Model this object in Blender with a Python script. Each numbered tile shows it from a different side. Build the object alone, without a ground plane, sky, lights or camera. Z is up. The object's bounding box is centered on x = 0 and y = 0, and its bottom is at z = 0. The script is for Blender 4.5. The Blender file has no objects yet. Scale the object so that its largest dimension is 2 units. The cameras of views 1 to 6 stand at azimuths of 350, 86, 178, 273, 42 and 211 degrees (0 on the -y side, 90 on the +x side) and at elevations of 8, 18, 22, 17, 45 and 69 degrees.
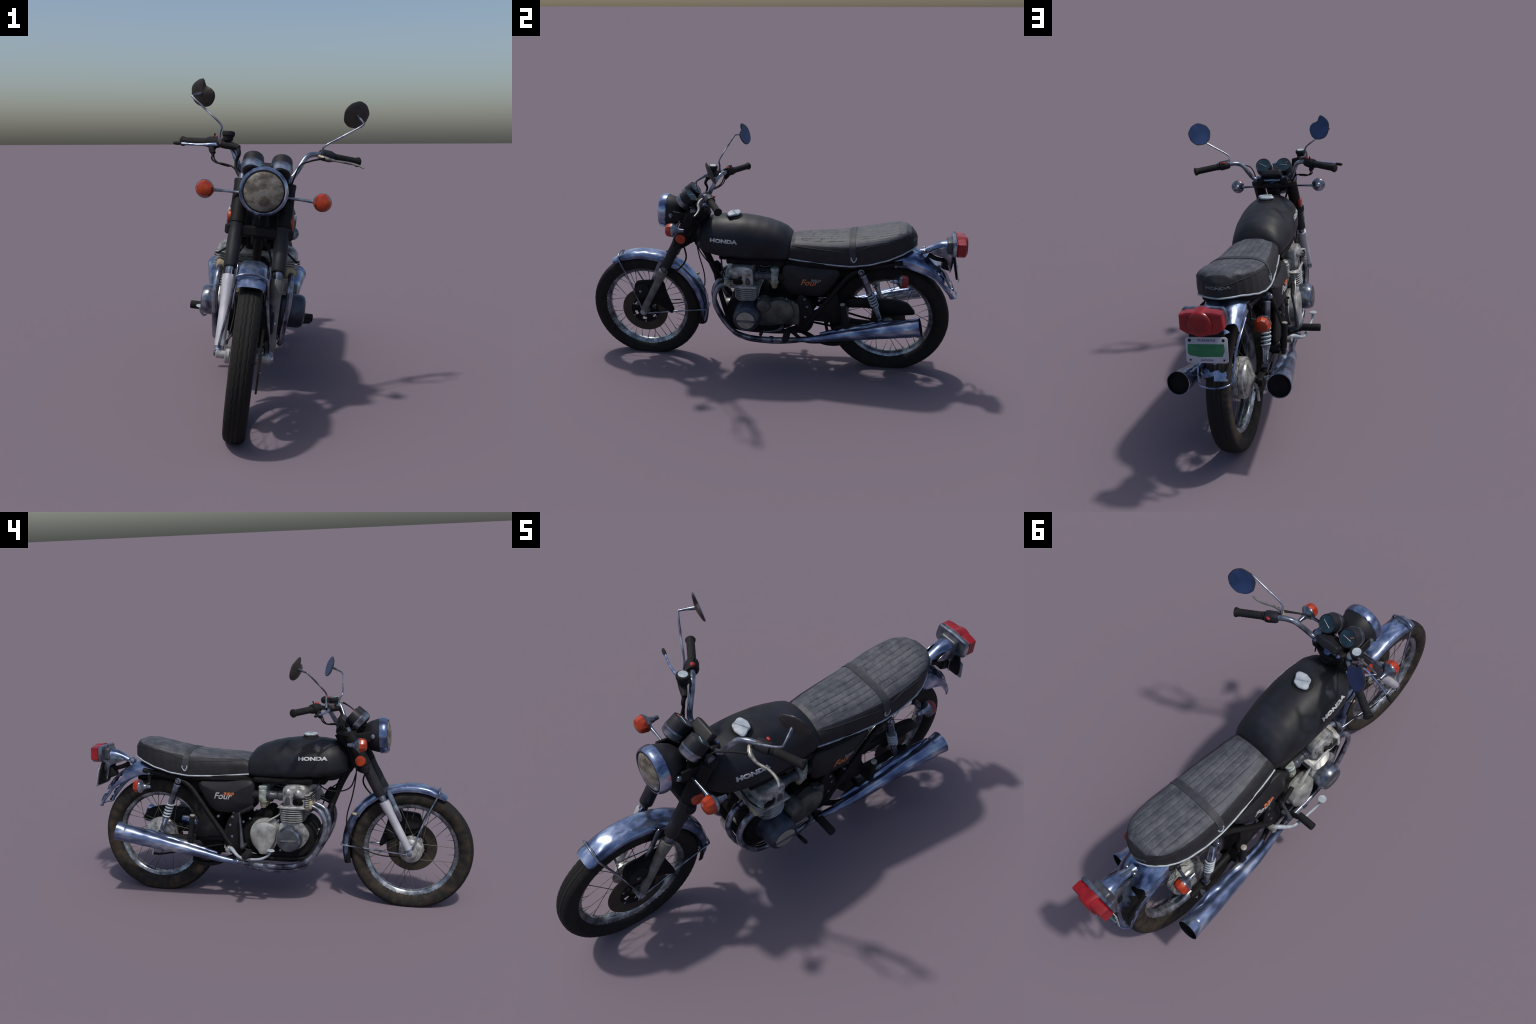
# A weathered black four-cylinder motorcycle leaning on its left side.
# Everything is built in the motorcycle's own frame (X = its left, Y = backwards,
# Z = up, rear axle above Y = 0), then the root Empty yaws and leans the whole thing.
import bpy, bmesh, math, random
from math import sin, cos, pi, radians, sqrt, atan2
from mathutils import Vector, Matrix, noise
from mathutils.bvhtree import BVHTree

random.seed(7)
YAW, LEAN = radians(-12.2), radians(7.0)
nx = Vector((cos(LEAN) * cos(YAW), cos(LEAN) * sin(YAW), -sin(LEAN)))
ny = Vector((-sin(YAW), cos(YAW), 0.0))
nz = nx.cross(ny)
ORG = Vector((0.0597, 0.6349, 0.0))
ROOT = Matrix(((nx.x, ny.x, nz.x, ORG.x), (nx.y, ny.y, nz.y, ORG.y), (nx.z, ny.z, nz.z, ORG.z), (0, 0, 0, 1)))

scene = bpy.context.scene
COLL = scene.collection

# ------------------------------------------------------------------ materials
MATS = {}


def mat(name, cols, scale=20.0, rough=0.5, metal=0.0, bump=0.0, bscale=150.0, spec=0.5,
        pos=None, detail=4.0, coat=0.0, stretch=(1, 1, 1), rvar=0.1):
    """Mottled surface: colours blended by noise in object space, with fine bump."""
    m = bpy.data.materials.new(name)
    m.use_nodes = True
    nt = m.node_tree
    b = nt.nodes["Principled BSDF"]
    b.inputs["Roughness"].default_value = rough
    b.inputs["Metallic"].default_value = metal
    b.inputs["Specular IOR Level"].default_value = spec
    b.inputs["Coat Weight"].default_value = coat
    tc = nt.nodes.new("ShaderNodeTexCoord")
    mp = nt.nodes.new("ShaderNodeMapping")
    mp.inputs["Scale"].default_value = stretch
    nt.links.new(tc.outputs["Object"], mp.inputs["Vector"])
    if len(cols) == 1:
        b.inputs["Base Color"].default_value = (*cols[0], 1)
    else:
        n = nt.nodes.new("ShaderNodeTexNoise")
        n.inputs["Scale"].default_value = scale
        n.inputs["Detail"].default_value = detail
        n.inputs["Roughness"].default_value = 0.6
        nt.links.new(mp.outputs["Vector"], n.inputs["Vector"])
        r = nt.nodes.new("ShaderNodeValToRGB")
        el = r.color_ramp.elements
        if pos is None:
            pos = [0.32 + 0.36 * i / (len(cols) - 1) for i in range(len(cols))]
        while len(el) < len(cols):
            el.new(0.5)
        for e, c, p in zip(el, cols, pos):
            e.position = p
            e.color = (*c, 1)
        nt.links.new(n.outputs["Fac"], r.inputs["Fac"])
        nt.links.new(r.outputs["Color"], b.inputs["Base Color"])
        if rvar:
            mr = nt.nodes.new("ShaderNodeMapRange")
            mr.inputs["To Min"].default_value = max(0.05, rough - rvar)
            mr.inputs["To Max"].default_value = min(1, rough + rvar)
            nt.links.new(n.outputs["Fac"], mr.inputs["Value"])
            nt.links.new(mr.outputs["Result"], b.inputs["Roughness"])
    if bump:
        n2 = nt.nodes.new("ShaderNodeTexNoise")
        n2.inputs["Scale"].default_value = bscale
        n2.inputs["Detail"].default_value = 3
        nt.links.new(mp.outputs["Vector"], n2.inputs["Vector"])
        bp = nt.nodes.new("ShaderNodeBump")
        bp.inputs["Strength"].default_value = bump
        bp.inputs["Distance"].default_value = 0.002
        nt.links.new(n2.outputs["Fac"], bp.inputs["Height"])
        nt.links.new(bp.outputs["Normal"], b.inputs["Normal"])
    MATS[name] = m
    return m


M_TANK = mat("black_lacquer", [(0.0075, 0.008, 0.010), (0.012, 0.013, 0.017), (0.018, 0.020, 0.030)], 9, 0.5, spec=0.25, bump=0.03)
M_COVER = mat("black_cover_paint", [(0.008, 0.008, 0.010), (0.015, 0.015, 0.018)], 12, 0.5, spec=0.28, bump=0.05)
M_FRAME = mat("black_frame_paint", [(0.004, 0.004, 0.005), (0.009, 0.0085, 0.009), (0.022, 0.017, 0.014)], 25, 0.6, spec=0.2, pos=[0.3, 0.6, 0.82], bump=0.15)
M_DARK = mat("near_black_matt", [(0.004, 0.004, 0.005), (0.012, 0.011, 0.011)], 30, 0.8, spec=0.15)
M_RUBBER = mat("black_rubber", [(0.007, 0.007, 0.008), (0.015, 0.015, 0.016)], 40, 0.75, spec=0.2, bump=0.15)
M_BOOT = mat("fork_cover_black", [(0.008, 0.008, 0.010), (0.018, 0.018, 0.023)], 18, 0.5, spec=0.28, bump=0.05)
M_VINYL = mat("seat_vinyl", [(0.013, 0.013, 0.016), (0.022, 0.022, 0.026)], 30, 0.58, spec=0.28, bump=0.25, bscale=260)
M_QUILT = mat("sheen_lightened_quilted_vinyl", [(0.036, 0.039, 0.049), (0.060, 0.064, 0.077), (0.090, 0.093, 0.105)], 20, 0.58, spec=0.32, bump=0.2, bscale=220)  # grey lifts black vinyl to carry the sky sheen on the seat top


def add_stitch_lines(m, pitch_x, half, dark):
    """Dark stitched seams running along the seat, at a fixed pitch across it."""
    nt = m.node_tree
    b = nt.nodes["Principled BSDF"]
    src = b.inputs["Base Color"].links[0].from_socket
    tc = nt.nodes.new("ShaderNodeTexCoord")
    sep = nt.nodes.new("ShaderNodeSeparateXYZ")
    nt.links.new(tc.outputs["Object"], sep.inputs[0])

    def mth(op, a, v):
        n = nt.nodes.new("ShaderNodeMath")
        n.operation = op
        nt.links.new(a, n.inputs[0])
        n.inputs[1].default_value = v
        return n.outputs[0]
    f = mth('PINGPONG', sep.outputs["X"], pitch_x / 2)
    mr = nt.nodes.new("ShaderNodeMapRange")
    mr.interpolation_type = 'SMOOTHSTEP'
    mr.inputs["From Min"].default_value = half
    mr.inputs["From Max"].default_value = half * 0.25
    nt.links.new(f, mr.inputs["Value"])
    fac = mth('MULTIPLY', mr.outputs["Result"], 0.45)
    mix = nt.nodes.new("ShaderNodeMix")
    mix.data_type = 'RGBA'
    nt.links.new(fac, mix.inputs["Factor"])
    nt.links.new(src, mix.inputs["A"])
    mix.inputs["B"].default_value = (*dark, 1)
    nt.links.new(mix.outputs["Result"], b.inputs["Base Color"])


PITCH = 0.0295
add_stitch_lines(M_QUILT, PITCH, 0.0030, (0.016, 0.017, 0.022))
M_STRAP = mat("strap_vinyl", [(0.026, 0.027, 0.032), (0.046, 0.048, 0.056)], 30, 0.6, spec=0.3, bump=0.2, bscale=240)
M_CHROME = mat("sky_painted_chrome", [(0.022, 0.028, 0.050), (0.10, 0.135, 0.24), (0.22, 0.285, 0.44), (0.52, 0.57, 0.67)], 12, 0.2, metal=0.8, spec=0.6, pos=[0.29, 0.43, 0.56, 0.74], detail=3, bump=0.16, bscale=20, stretch=(1.6, 0.7, 0.9), rvar=0.06)  # blue, pale and dark tones are sky reflections baked into the base colour
M_CHROME2 = mat("grey_chrome", [(0.045, 0.052, 0.070), (0.19, 0.215, 0.27), (0.50, 0.54, 0.60)], 17, 0.22, metal=0.8, spec=0.6, pos=[0.30, 0.5, 0.74], detail=2, bump=0.08, bscale=40, rvar=0.05)
M_PIPE = mat("reflection_painted_exhaust", [(0.024, 0.027, 0.040), (0.085, 0.11, 0.19), (0.18, 0.235, 0.38), (0.46, 0.50, 0.58), (0.20, 0.155, 0.11)], 13, 0.23, metal=0.8, spec=0.6, pos=[0.26, 0.41, 0.54, 0.65, 0.77], detail=2, stretch=(1.3, 0.40, 1.3), bump=0.12, bscale=22, rvar=0.05)  # muffler's mirrored sky blue and brown underside coloured in as noise patches
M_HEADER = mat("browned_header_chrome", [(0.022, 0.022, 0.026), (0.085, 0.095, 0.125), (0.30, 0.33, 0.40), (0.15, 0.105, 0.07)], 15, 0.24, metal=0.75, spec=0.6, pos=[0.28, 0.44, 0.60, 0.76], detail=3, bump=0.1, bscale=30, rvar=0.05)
M_SPOKE = mat("spoke_steel", [(0.03, 0.028, 0.02), (0.12, 0.11, 0.085)], 60, 0.5, metal=0.3)
M_RIM = mat("rim_chrome", [(0.06, 0.066, 0.078), (0.20, 0.22, 0.25), (0.50, 0.53, 0.57)], 20, 0.25, metal=0.7, spec=0.6, pos=[0.32, 0.52, 0.72], detail=3, bump=0.06, bscale=60)
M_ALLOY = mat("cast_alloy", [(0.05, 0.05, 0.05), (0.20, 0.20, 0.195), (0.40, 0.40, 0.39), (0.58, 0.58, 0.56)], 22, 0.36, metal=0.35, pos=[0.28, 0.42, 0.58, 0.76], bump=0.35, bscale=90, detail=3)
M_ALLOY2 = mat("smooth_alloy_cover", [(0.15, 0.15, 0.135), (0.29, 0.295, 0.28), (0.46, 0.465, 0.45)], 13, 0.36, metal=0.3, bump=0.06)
M_ALLOY_L = mat("shade_darkened_alloy", [(0.022, 0.024, 0.028), (0.060, 0.062, 0.055), (0.13, 0.128, 0.105)], 14, 0.42, metal=0.2, pos=[0.3, 0.5, 0.75], bump=0.1)  # same alloy as the right side, darkened because the left lies in shadow
M_GENBLUE = mat("shade_tinted_cover", [(0.012, 0.014, 0.022), (0.035, 0.045, 0.075), (0.10, 0.105, 0.10)], 13, 0.38, metal=0.3, pos=[0.32, 0.55, 0.8])  # dark blue cast paints the shaded side and what the cover reflects
M_SLIDER_L = mat("shade_darkened_fork_slider", [(0.060, 0.056, 0.050), (0.13, 0.125, 0.118), (0.24, 0.24, 0.25)], 20, 0.5, pos=[0.3, 0.55, 0.85])  # silver slider given a darker colour for the unlit left side
M_SLIDER = mat("silver_fork_slider", [(0.42, 0.42, 0.46), (0.55, 0.55, 0.60)], 12, 0.33, metal=0.3)
M_STEELBLUE = mat("dark_polished_cap", [(0.03, 0.033, 0.042), (0.075, 0.08, 0.095)], 20, 0.4, metal=0.2)
M_CREAM = mat("cream_metal_cap", [(0.20, 0.19, 0.16), (0.30, 0.285, 0.245)], 20, 0.5, metal=0.1)
M_CARB = mat("carburettor_zinc", [(0.10, 0.12, 0.11), (0.26, 0.30, 0.28), (0.40, 0.42, 0.40)], 45, 0.5, metal=0.1, bump=0.2)
M_BOWL = mat("oxidised_bowl", [(0.16, 0.14, 0.08), (0.30, 0.28, 0.21)], 40, 0.55)
M_DISC = mat("rusty_disc", [(0.014, 0.011, 0.008), (0.045, 0.030, 0.018)], 14, 0.6, metal=0.1, bump=0.1)
M_LETTER = mat("pale_silver_letter", [(0.36, 0.37, 0.38), (0.52, 0.53, 0.54)], 60, 0.45)
M_LETTER_D = mat("dim_letter", [(0.10, 0.10, 0.10), (0.22, 0.22, 0.22)], 60, 0.55)
M_ORANGE_P = mat("orange_letter", [(0.42, 0.10, 0.03), (0.55, 0.16, 0.05)], 60, 0.5)
M_ORANGE = mat("orange_plastic_lens", [(0.22, 0.014, 0.0015), (0.34, 0.030, 0.002), (0.47, 0.070, 0.005)], 26, 0.32, pos=[0.3, 0.55, 0.8], detail=2)
M_RED = mat("red_plastic_lens", [(0.16, 0.003, 0.005), (0.29, 0.006, 0.010)], 14, 0.3, detail=2)
M_REDDARK = mat("dark_red_lens", [(0.15, 0.004, 0.004), (0.22, 0.006, 0.007)], 14, 0.33, detail=2)
M_MIRROR = mat("sky_painted_mirror_glass", [(0.016, 0.036, 0.105), (0.030, 0.062, 0.165)], 16, 0.4, spec=0.4, detail=2)  # glass tinted with the blue sky it mirrors
M_MIRBACK = mat("mirror_back", [(0.02, 0.02, 0.022), (0.05, 0.042, 0.03)], 18, 0.45, spec=0.4)
M_DIAL = mat("dial_glass", [(0.008, 0.018, 0.030), (0.020, 0.050, 0.075)], 35, 0.3, spec=0.4, detail=2)
M_LENS = mat("reflection_painted_headlamp_glass", [(0.018, 0.017, 0.015), (0.085, 0.074, 0.056), (0.19, 0.175, 0.145), (0.07, 0.09, 0.18)], 17, 0.2, pos=[0.30, 0.45, 0.58, 0.72], detail=3, stretch=(1, 1, 1.6))  # beige and blue blotches draw the reflections seen in the lens
M_TRIM = mat("silver_trim", [(0.22, 0.26, 0.30), (0.42, 0.46, 0.50)], 30, 0.4)
M_PLATE = mat("plate_white", [(0.34, 0.35, 0.40), (0.44, 0.45, 0.50)], 20, 0.5)
M_GREEN = mat("green_patch", [(0.012, 0.12, 0.045), (0.02, 0.17, 0.07)], 25, 0.6)
M_NAVY = mat("navy_print", [(0.05, 0.07, 0.20), (0.10, 0.12, 0.28)], 60, 0.6)
M_REDBTN = mat("red_button", [(0.32, 0.012, 0.012)], rough=0.5)
M_BROWNBOX = mat("plum_housing", [(0.035, 0.024, 0.028), (0.07, 0.05, 0.055)], 30, 0.55)
M_FERRULE = mat("beige_ferrule", [(0.30, 0.25, 0.15), (0.42, 0.36, 0.24)], 50, 0.6)
M_BRASS = mat("lever_alloy", [(0.07, 0.07, 0.065), (0.22, 0.22, 0.21), (0.30, 0.25, 0.14)], 30, 0.35, metal=0.3)
M_WHITE_N = mat("needle_white", [(0.42, 0.45, 0.48)], rough=0.5)


def tyre_material(name, wheel_r):
    """Black rubber, dusted tan on the side walls in patches."""
    m = bpy.data.materials.new(name)
    m.use_nodes = True
    nt = m.node_tree
    b = nt.nodes["Principled BSDF"]
    b.inputs["Roughness"].default_value = 0.78
    b.inputs["Specular IOR Level"].default_value = 0.25
    tc = nt.nodes.new("ShaderNodeTexCoord")
    sep = nt.nodes.new("ShaderNodeSeparateXYZ")
    nt.links.new(tc.outputs["Object"], sep.inputs[0])

    def math_node(op, a, bb=None):
        n = nt.nodes.new("ShaderNodeMath")
        n.operation = op
        for i, v in enumerate((a, bb)):
            if v is None:
                continue
            if isinstance(v, (int, float)):
                n.inputs[i].default_value = v
            else:
                nt.links.new(v, n.inputs[i])
        return n.outputs[0]
    y2 = math_node('MULTIPLY', sep.outputs["Y"], sep.outputs["Y"])
    z2 = math_node('MULTIPLY', sep.outputs["Z"], sep.outputs["Z"])
    r = math_node('SQRT', math_node('ADD', y2, z2))
    band = nt.nodes.new("ShaderNodeMapRange")        # side wall: dust fades towards the tread
    band.interpolation_type = 'SMOOTHSTEP'
    band.inputs["From Min"].default_value = wheel_r - 0.008
    band.inputs["From Max"].default_value = wheel_r - 0.024
    nt.links.new(r, band.inputs["Value"])
    n1 = nt.nodes.new("ShaderNodeTexNoise")
    n1.inputs["Scale"].default_value = 28
    n1.inputs["Detail"].default_value = 6
    nt.links.new(tc.outputs["Object"], n1.inputs["Vector"])
    ramp = nt.nodes.new("ShaderNodeValToRGB")
    ramp.color_ramp.elements[0].position = 0.30
    ramp.color_ramp.elements[1].position = 0.80
    nt.links.new(n1.outputs["Fac"], ramp.inputs["Fac"])
    sidem = nt.nodes.new("ShaderNodeMapRange")       # the right-hand wall took the mud
    sidem.interpolation_type = 'SMOOTHSTEP'
    sidem.inputs["From Min"].default_value = 0.02
    sidem.inputs["From Max"].default_value = -0.02
    sidem.inputs["To Min"].default_value = 0.12
    sidem.inputs["To Max"].default_value = 0.58
    nt.links.new(sep.outputs["X"], sidem.inputs["Value"])
    fac = math_node('MULTIPLY', math_node('MULTIPLY', band.outputs["Result"], ramp.outputs["Color"]), sidem.outputs["Result"])
    mix = nt.nodes.new("ShaderNodeMix")
    mix.data_type = 'RGBA'
    mix.inputs["A"].default_value = (0.0095, 0.0093, 0.0092, 1)
    n2 = nt.nodes.new("ShaderNodeTexNoise")
    n2.inputs["Scale"].default_value = 30
    nt.links.new(tc.outputs["Object"], n2.inputs["Vector"])
    r2 = nt.nodes.new("ShaderNodeValToRGB")
    r2.color_ramp.elements[0].color = (0.028, 0.027, 0.026, 1)
    r2.color_ramp.elements[1].color = (0.100, 0.066, 0.037, 1)
    r2.color_ramp.elements[0].position = 0.35
    r2.color_ramp.elements[1].position = 0.65
    nt.links.new(n2.outputs["Fac"], r2.inputs["Fac"])
    nt.links.new(fac, mix.inputs["Factor"])
    nt.links.new(r2.outputs["Color"], mix.inputs["B"])
    nt.links.new(mix.outputs["Result"], b.inputs["Base Color"])
    return m


# ------------------------------------------------------------------ helpers
CENT = {}


def finish(name, verts, faces, material, parent, smooth=35, origin=None, fmats=None):
    """Make a mesh object whose origin sits in the middle of the part."""
    vs = [Vector(v) for v in verts]
    if origin is None:
        lo = Vector([min(v[i] for v in vs) for i in range(3)])
        hi = Vector([max(v[i] for v in vs) for i in range(3)])
        origin = (lo + hi) / 2
    origin = Vector(origin)
    me = bpy.data.meshes.new(name)
    me.from_pydata([v - origin for v in vs], [], faces)
    bm = bmesh.new()
    bm.from_mesh(me)
    bmesh.ops.remove_doubles(bm, verts=bm.verts, dist=1e-6)
    bmesh.ops.recalc_face_normals(bm, faces=bm.faces)
    bm.to_mesh(me)
    bm.free()
    mats = material if isinstance(material, (list, tuple)) else [material]
    for m in mats:
        me.materials.append(m)
    if fmats is not None and len(me.polygons) == len(fmats):
        for p, i in zip(me.polygons, fmats):
            p.material_index = i
    if smooth:
        me.polygons.foreach_set("use_smooth", [True] * len(me.polygons))
        me.set_sharp_from_angle(angle=radians(smooth))
    return place(name, me, origin, parent)


def place(name, me, origin, parent, rot=None):
    o = bpy.data.objects.new(name, me)
    COLL.objects.link(o)
    CENT[o.name] = Vector(origin)
    if parent is not None:
        o.parent = parent
        o.location = Vector(origin) - CENT[parent.name]
    return o


def cr(pts, n=6, closed=False):
    """Catmull-Rom curve through control points of any dimension."""
    P = [tuple(p) for p in pts]
    out = []
    m = len(P)
    segs = m if closed else m - 1
    for i in range(segs):
        if closed:
            p0, p1, p2, p3 = P[i - 1], P[i], P[(i + 1) % m], P[(i + 2) % m]
        else:
            p1, p2 = P[i], P[i + 1]
            p0 = P[i - 1] if i > 0 else tuple(2 * a - b for a, b in zip(p1, p2))
            p3 = P[i + 2] if i + 2 < m else tuple(2 * b - a for a, b in zip(p1, p2))
        for k in range(n):
            t = k / n
            out.append(tuple(0.5 * (2 * b + (c - a) * t + (2 * a - 5 * b + 4 * c - d) * t * t + (3 * b - a - 3 * c + d) * t ** 3)
                             for a, b, c, d in zip(p0, p1, p2, p3)))
    if not closed:
        out.append(P[-1])
    return out


def interp(table, x):
    """Smooth 1-D table lookup (monotone keys)."""
    if x <= table[0][0]:
        return table[0][1]
    for (a, va), (b, vb) in zip(table, table[1:]):
        if x <= b:
            t = (x - a) / (b - a)
            return va + (vb - va) * (t * t * (3 - 2 * t) * 0.4 + t * 0.6)
    return table[-1][1]


def tube(name, pts, r, material, parent, seg=12, n=6, closed=False, wob=0.0, flat=1.0, smooth=50, straight=False):
    """Round bar swept along a curve; r may be a list, one radius per control point."""
    rs = r if isinstance(r, (list, tuple)) else [r] * len(pts)
    C = [tuple(p) + (q,) for p, q in zip(pts, rs)]
    C = C if straight else cr(C, n, closed)
    P = [Vector(c[:3]) for c in C]
    R = [c[3] for c in C]
    verts, faces = [], []
    N = len(P)
    t0 = (P[1] - P[0]).normalized()
    u = t0.orthogonal().normalized()
    if abs(t0.x) < 0.9:
        u = (Vector((1, 0, 0)) - t0 * t0.x).normalized()
    for i in range(N):
        if closed:
            t = (P[(i + 1) % N] - P[i - 1]).normalized()
        else:
            t = (P[min(i + 1, N - 1)] - P[max(i - 1, 0)]).normalized()
        u = (u - t * u.dot(t)).normalized()
        w = t.cross(u)
        for k in range(seg):
            a = 2 * pi * k / seg
            d = u * cos(a) + w * sin(a) * flat
            rr = R[i]
            if wob:
                rr *= 1 + wob * noise.noise((P[i] + d * rr) * 28)
            verts.append(P[i] + d * rr)
    for i in range(N if closed else N - 1):
        j = (i + 1) % N
        for k in range(seg):
            l = (k + 1) % seg
            faces.append((i * seg + k, i * seg + l, j * seg + l, j * seg + k))
    if not closed:
        faces.append(tuple(range(seg))[::-1])
        faces.append(tuple((N - 1) * seg + k for k in range(seg)))
    return finish(name, verts, faces, material, parent, smooth)


def lathe(name, origin, axis, prof, material, parent, seg=32, closed=False, smooth=35, fn=None, squash=1.0, up=None):
    """Turn a profile [(distance along axis, radius)...] round an axis."""
    o, ax = Vector(origin), Vector(axis).normalized()
    u = Vector(up) if up else (Vector((0, 0, 1)) if abs(ax.z) < 0.9 else Vector((1, 0, 0)))
    u = (u - ax * u.dot(ax)).normalized()
    w = ax.cross(u)
    verts, faces = [], []
    N = len(prof)
    for i, (t, r) in enumerate(prof):
        for k in range(seg):
            a = 2 * pi * k / seg
            rr = r * (fn(a, t, r) if fn else 1)
            verts.append(o + ax * t + (u * cos(a) + w * sin(a) * squash) * rr)
    for i in range(N if closed else N - 1):
        j = (i + 1) % N
        for k in range(seg):
            l = (k + 1) % seg
            faces.append((i * seg + k, i * seg + l, j * seg + l, j * seg + k))
    if not closed:
        if prof[0][1] > 1e-6:
            faces.append(tuple(range(seg))[::-1])
        if prof[-1][1] > 1e-6:
            faces.append(tuple((N - 1) * seg + k for k in range(seg)))
    return finish(name, verts, faces, material, parent, smooth)


def loft(name, rings, material, parent, smooth=40, caps=True, fmat=None, closed_ring=True, endmat=0):
    verts, faces, fm = [], [], []
    m = len(rings[0])
    for R in rings:
        verts += [Vector(p) for p in R]
    for i in range(len(rings) - 1):
        for k in range(m if closed_ring else m - 1):
            l = (k + 1) % m
            faces.append((i * m + k, i * m + l, (i + 1) * m + l, (i + 1) * m + k))
            fm.append(fmat(i, k) if fmat else 0)
    if caps:
        faces.append(tuple(range(m))[::-1])
        faces.append(tuple((len(rings) - 1) * m + k for k in range(m)))
        fm += [0, endmat]
    return finish(name, verts, faces, material, parent, smooth, fmats=fm if fmat else None)


def inset(poly, d):
    """Move a closed 2-D outline inwards by d."""
    n = len(poly)
    area = sum(poly[i][0] * poly[(i + 1) % n][1] - poly[(i + 1) % n][0] * poly[i][1] for i in range(n))
    s = 1 if area > 0 else -1
    out = []
    for i in range(n):
        a, b, c = Vector(poly[i - 1]), Vector(poly[i]), Vector(poly[(i + 1) % n])
        t = (c - a)
        if t.length < 1e-9:
            out.append(tuple(b))
            continue
        t.normalize()
        out.append(tuple(b + Vector((-t.y, t.x)) * d * s))
    return out


def slab(name, outline, x0, x1, material, parent, bevel=0.006, n=5, smooth=40, dome=0.0, curve=True, to3=None):
    """Rounded plate: 2-D outline (Y, Z) thickened from x0 to x1 with round edges."""
    P = cr(outline, n, True) if curve else outline
    to3 = to3 or (lambda a, b, c: (c, a, b))
    d = 1 if x1 > x0 else -1
    bevel = min(bevel, abs(x1 - x0) * 0.49)
    rings = []
    for f in (1.0, 0.3, 0.0):
        rings.append((x0 + d * bevel * (1 - f) ** 1.0, inset(P, bevel * f)))
    for f in (0.0, 0.12, 0.45, 1.0):
        rings.append((x1 - d * bevel * (1 - f), inset(P, bevel * (1 - sqrt(max(0, 1 - f * f))))))
    last = rings[-1][1]
    if dome:
        cx = sum(p[0] for p in last) / len(last)
        cy = sum(p[1] for p in last) / len(last)
        for f in (0.8, 0.55, 0.3, 0.1):
            rings.append((x1 + d * dome * (1 - f * f), [(cx + (p[0] - cx) * f, cy + (p[1] - cy) * f) for p in last]))
    R3 = [[to3(p[0], p[1], x) for p in ring] for x, ring in rings]
    return loft(name, R3, material, parent, smooth)


def box(name, c, size, material, parent, bevel=0.006, rot=(0, 0, 0), smooth=40):
    bm = bmesh.new()
    bmesh.ops.create_cube(bm, size=1.0)
    bmesh.ops.scale(bm, vec=size, verts=bm.verts)
    if bevel:
        bmesh.ops.bevel(bm, geom=list(bm.edges), offset=min(bevel, min(size) * 0.45), segments=3, profile=0.6, affect='EDGES')
    from mathutils import Euler
    bmesh.ops.rotate(bm, cent=(0, 0, 0), matrix=Euler(rot).to_matrix(), verts=bm.verts)
    vs = [v.co + Vector(c) for v in bm.verts]
    fs = [tuple(v.index for v in f.verts) for f in bm.faces]
    bm.free()
    return finish(name, vs, fs, material, parent, smooth)


def sphere(name, c, r, material, parent, scale=(1, 1, 1)):
    return lathe(name, c, (0, 0, 1), [(-r * scale[2] * cos(pi * i / 8), r * max(sin(pi * i / 8), 1e-4)) for i in range(9)], material, parent, seg=14, smooth=60)


def bvh_of(o):
    dg = [CENT[o.name] + v.co for v in o.data.vertices]
    return BVHTree.FromPolygons(dg, [tuple(p.vertices) for p in o.data.polygons])


def lettering(name, text, material, parent, to3, width, height, depth=0.002, shear=0.0, bold=0.0, bvh=None, side=None):
    """Raised letters: built-in font, scaled to width x height, laid on a surface.
    to3(u, v) gives the point of the plane; with bvh the point is pushed along `side` onto the surface."""
    cu = bpy.data.curves.new(name + "_curve", 'FONT')
    cu.body = text
    cu.shear = shear
    cu.offset = bold
    cu.resolution_u = 3
    cu.fill_mode = 'FRONT'
    tmp = bpy.data.objects.new(name + "_tmp", cu)
    COLL.objects.link(tmp)
    dg = bpy.context.evaluated_depsgraph_get()
    dg.update()
    me = bpy.data.meshes.new_from_object(tmp.evaluated_get(dg))
    bpy.data.objects.remove(tmp)
    bm = bmesh.new()
    bm.from_mesh(me)
    bmesh.ops.triangulate(bm, faces=bm.faces)
    bmesh.ops.subdivide_edges(bm, edges=[e for e in bm.edges if e.calc_length() > 0.25], cuts=2)
    bmesh.ops.triangulate(bm, faces=bm.faces)
    xs = [v.co.x for v in bm.verts]
    ys = [v.co.y for v in bm.verts]
    x0, x1, y0, y1 = min(xs), max(xs), min(ys), max(ys)
    base = [v for v in bm.verts]
    ret = bmesh.ops.extrude_face_region(bm, geom=list(bm.faces))
    top = set(g for g in ret["geom"] if isinstance(g, bmesh.types.BMVert))
    bm.verts.index_update()
    vs = []
    for v in bm.verts:
        u = (v.co.x - x0) / (x1 - x0) * width
        w = (v.co.y - y0) / (y1 - y0) * height
        p = Vector(to3(u, w))
        sd = Vector(side)
        if bvh:
            hit = bvh.ray_cast(p + sd * 0.3, -sd)
            if hit[0] is not None:
                p = hit[0]
        vs.append(p + sd * (depth if v in top else -0.001))
    fs = [tuple(v.index for v in f.verts) for f in bm.faces]
    bm.free()
    bpy.data.meshes.remove(me)
    return finish(name, vs, fs, material, parent, smooth=0)


def lump(o, amp, freq=20.0):
    """Slight unevenness of the surface, along normals."""
    me = o.data
    ns = [v.normal.copy() for v in me.vertices]
    c = CENT[o.name]
    for v, n in zip(me.vertices, ns):
        v.co += n * amp * noise.noise((v.co + c) * freq)


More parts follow.
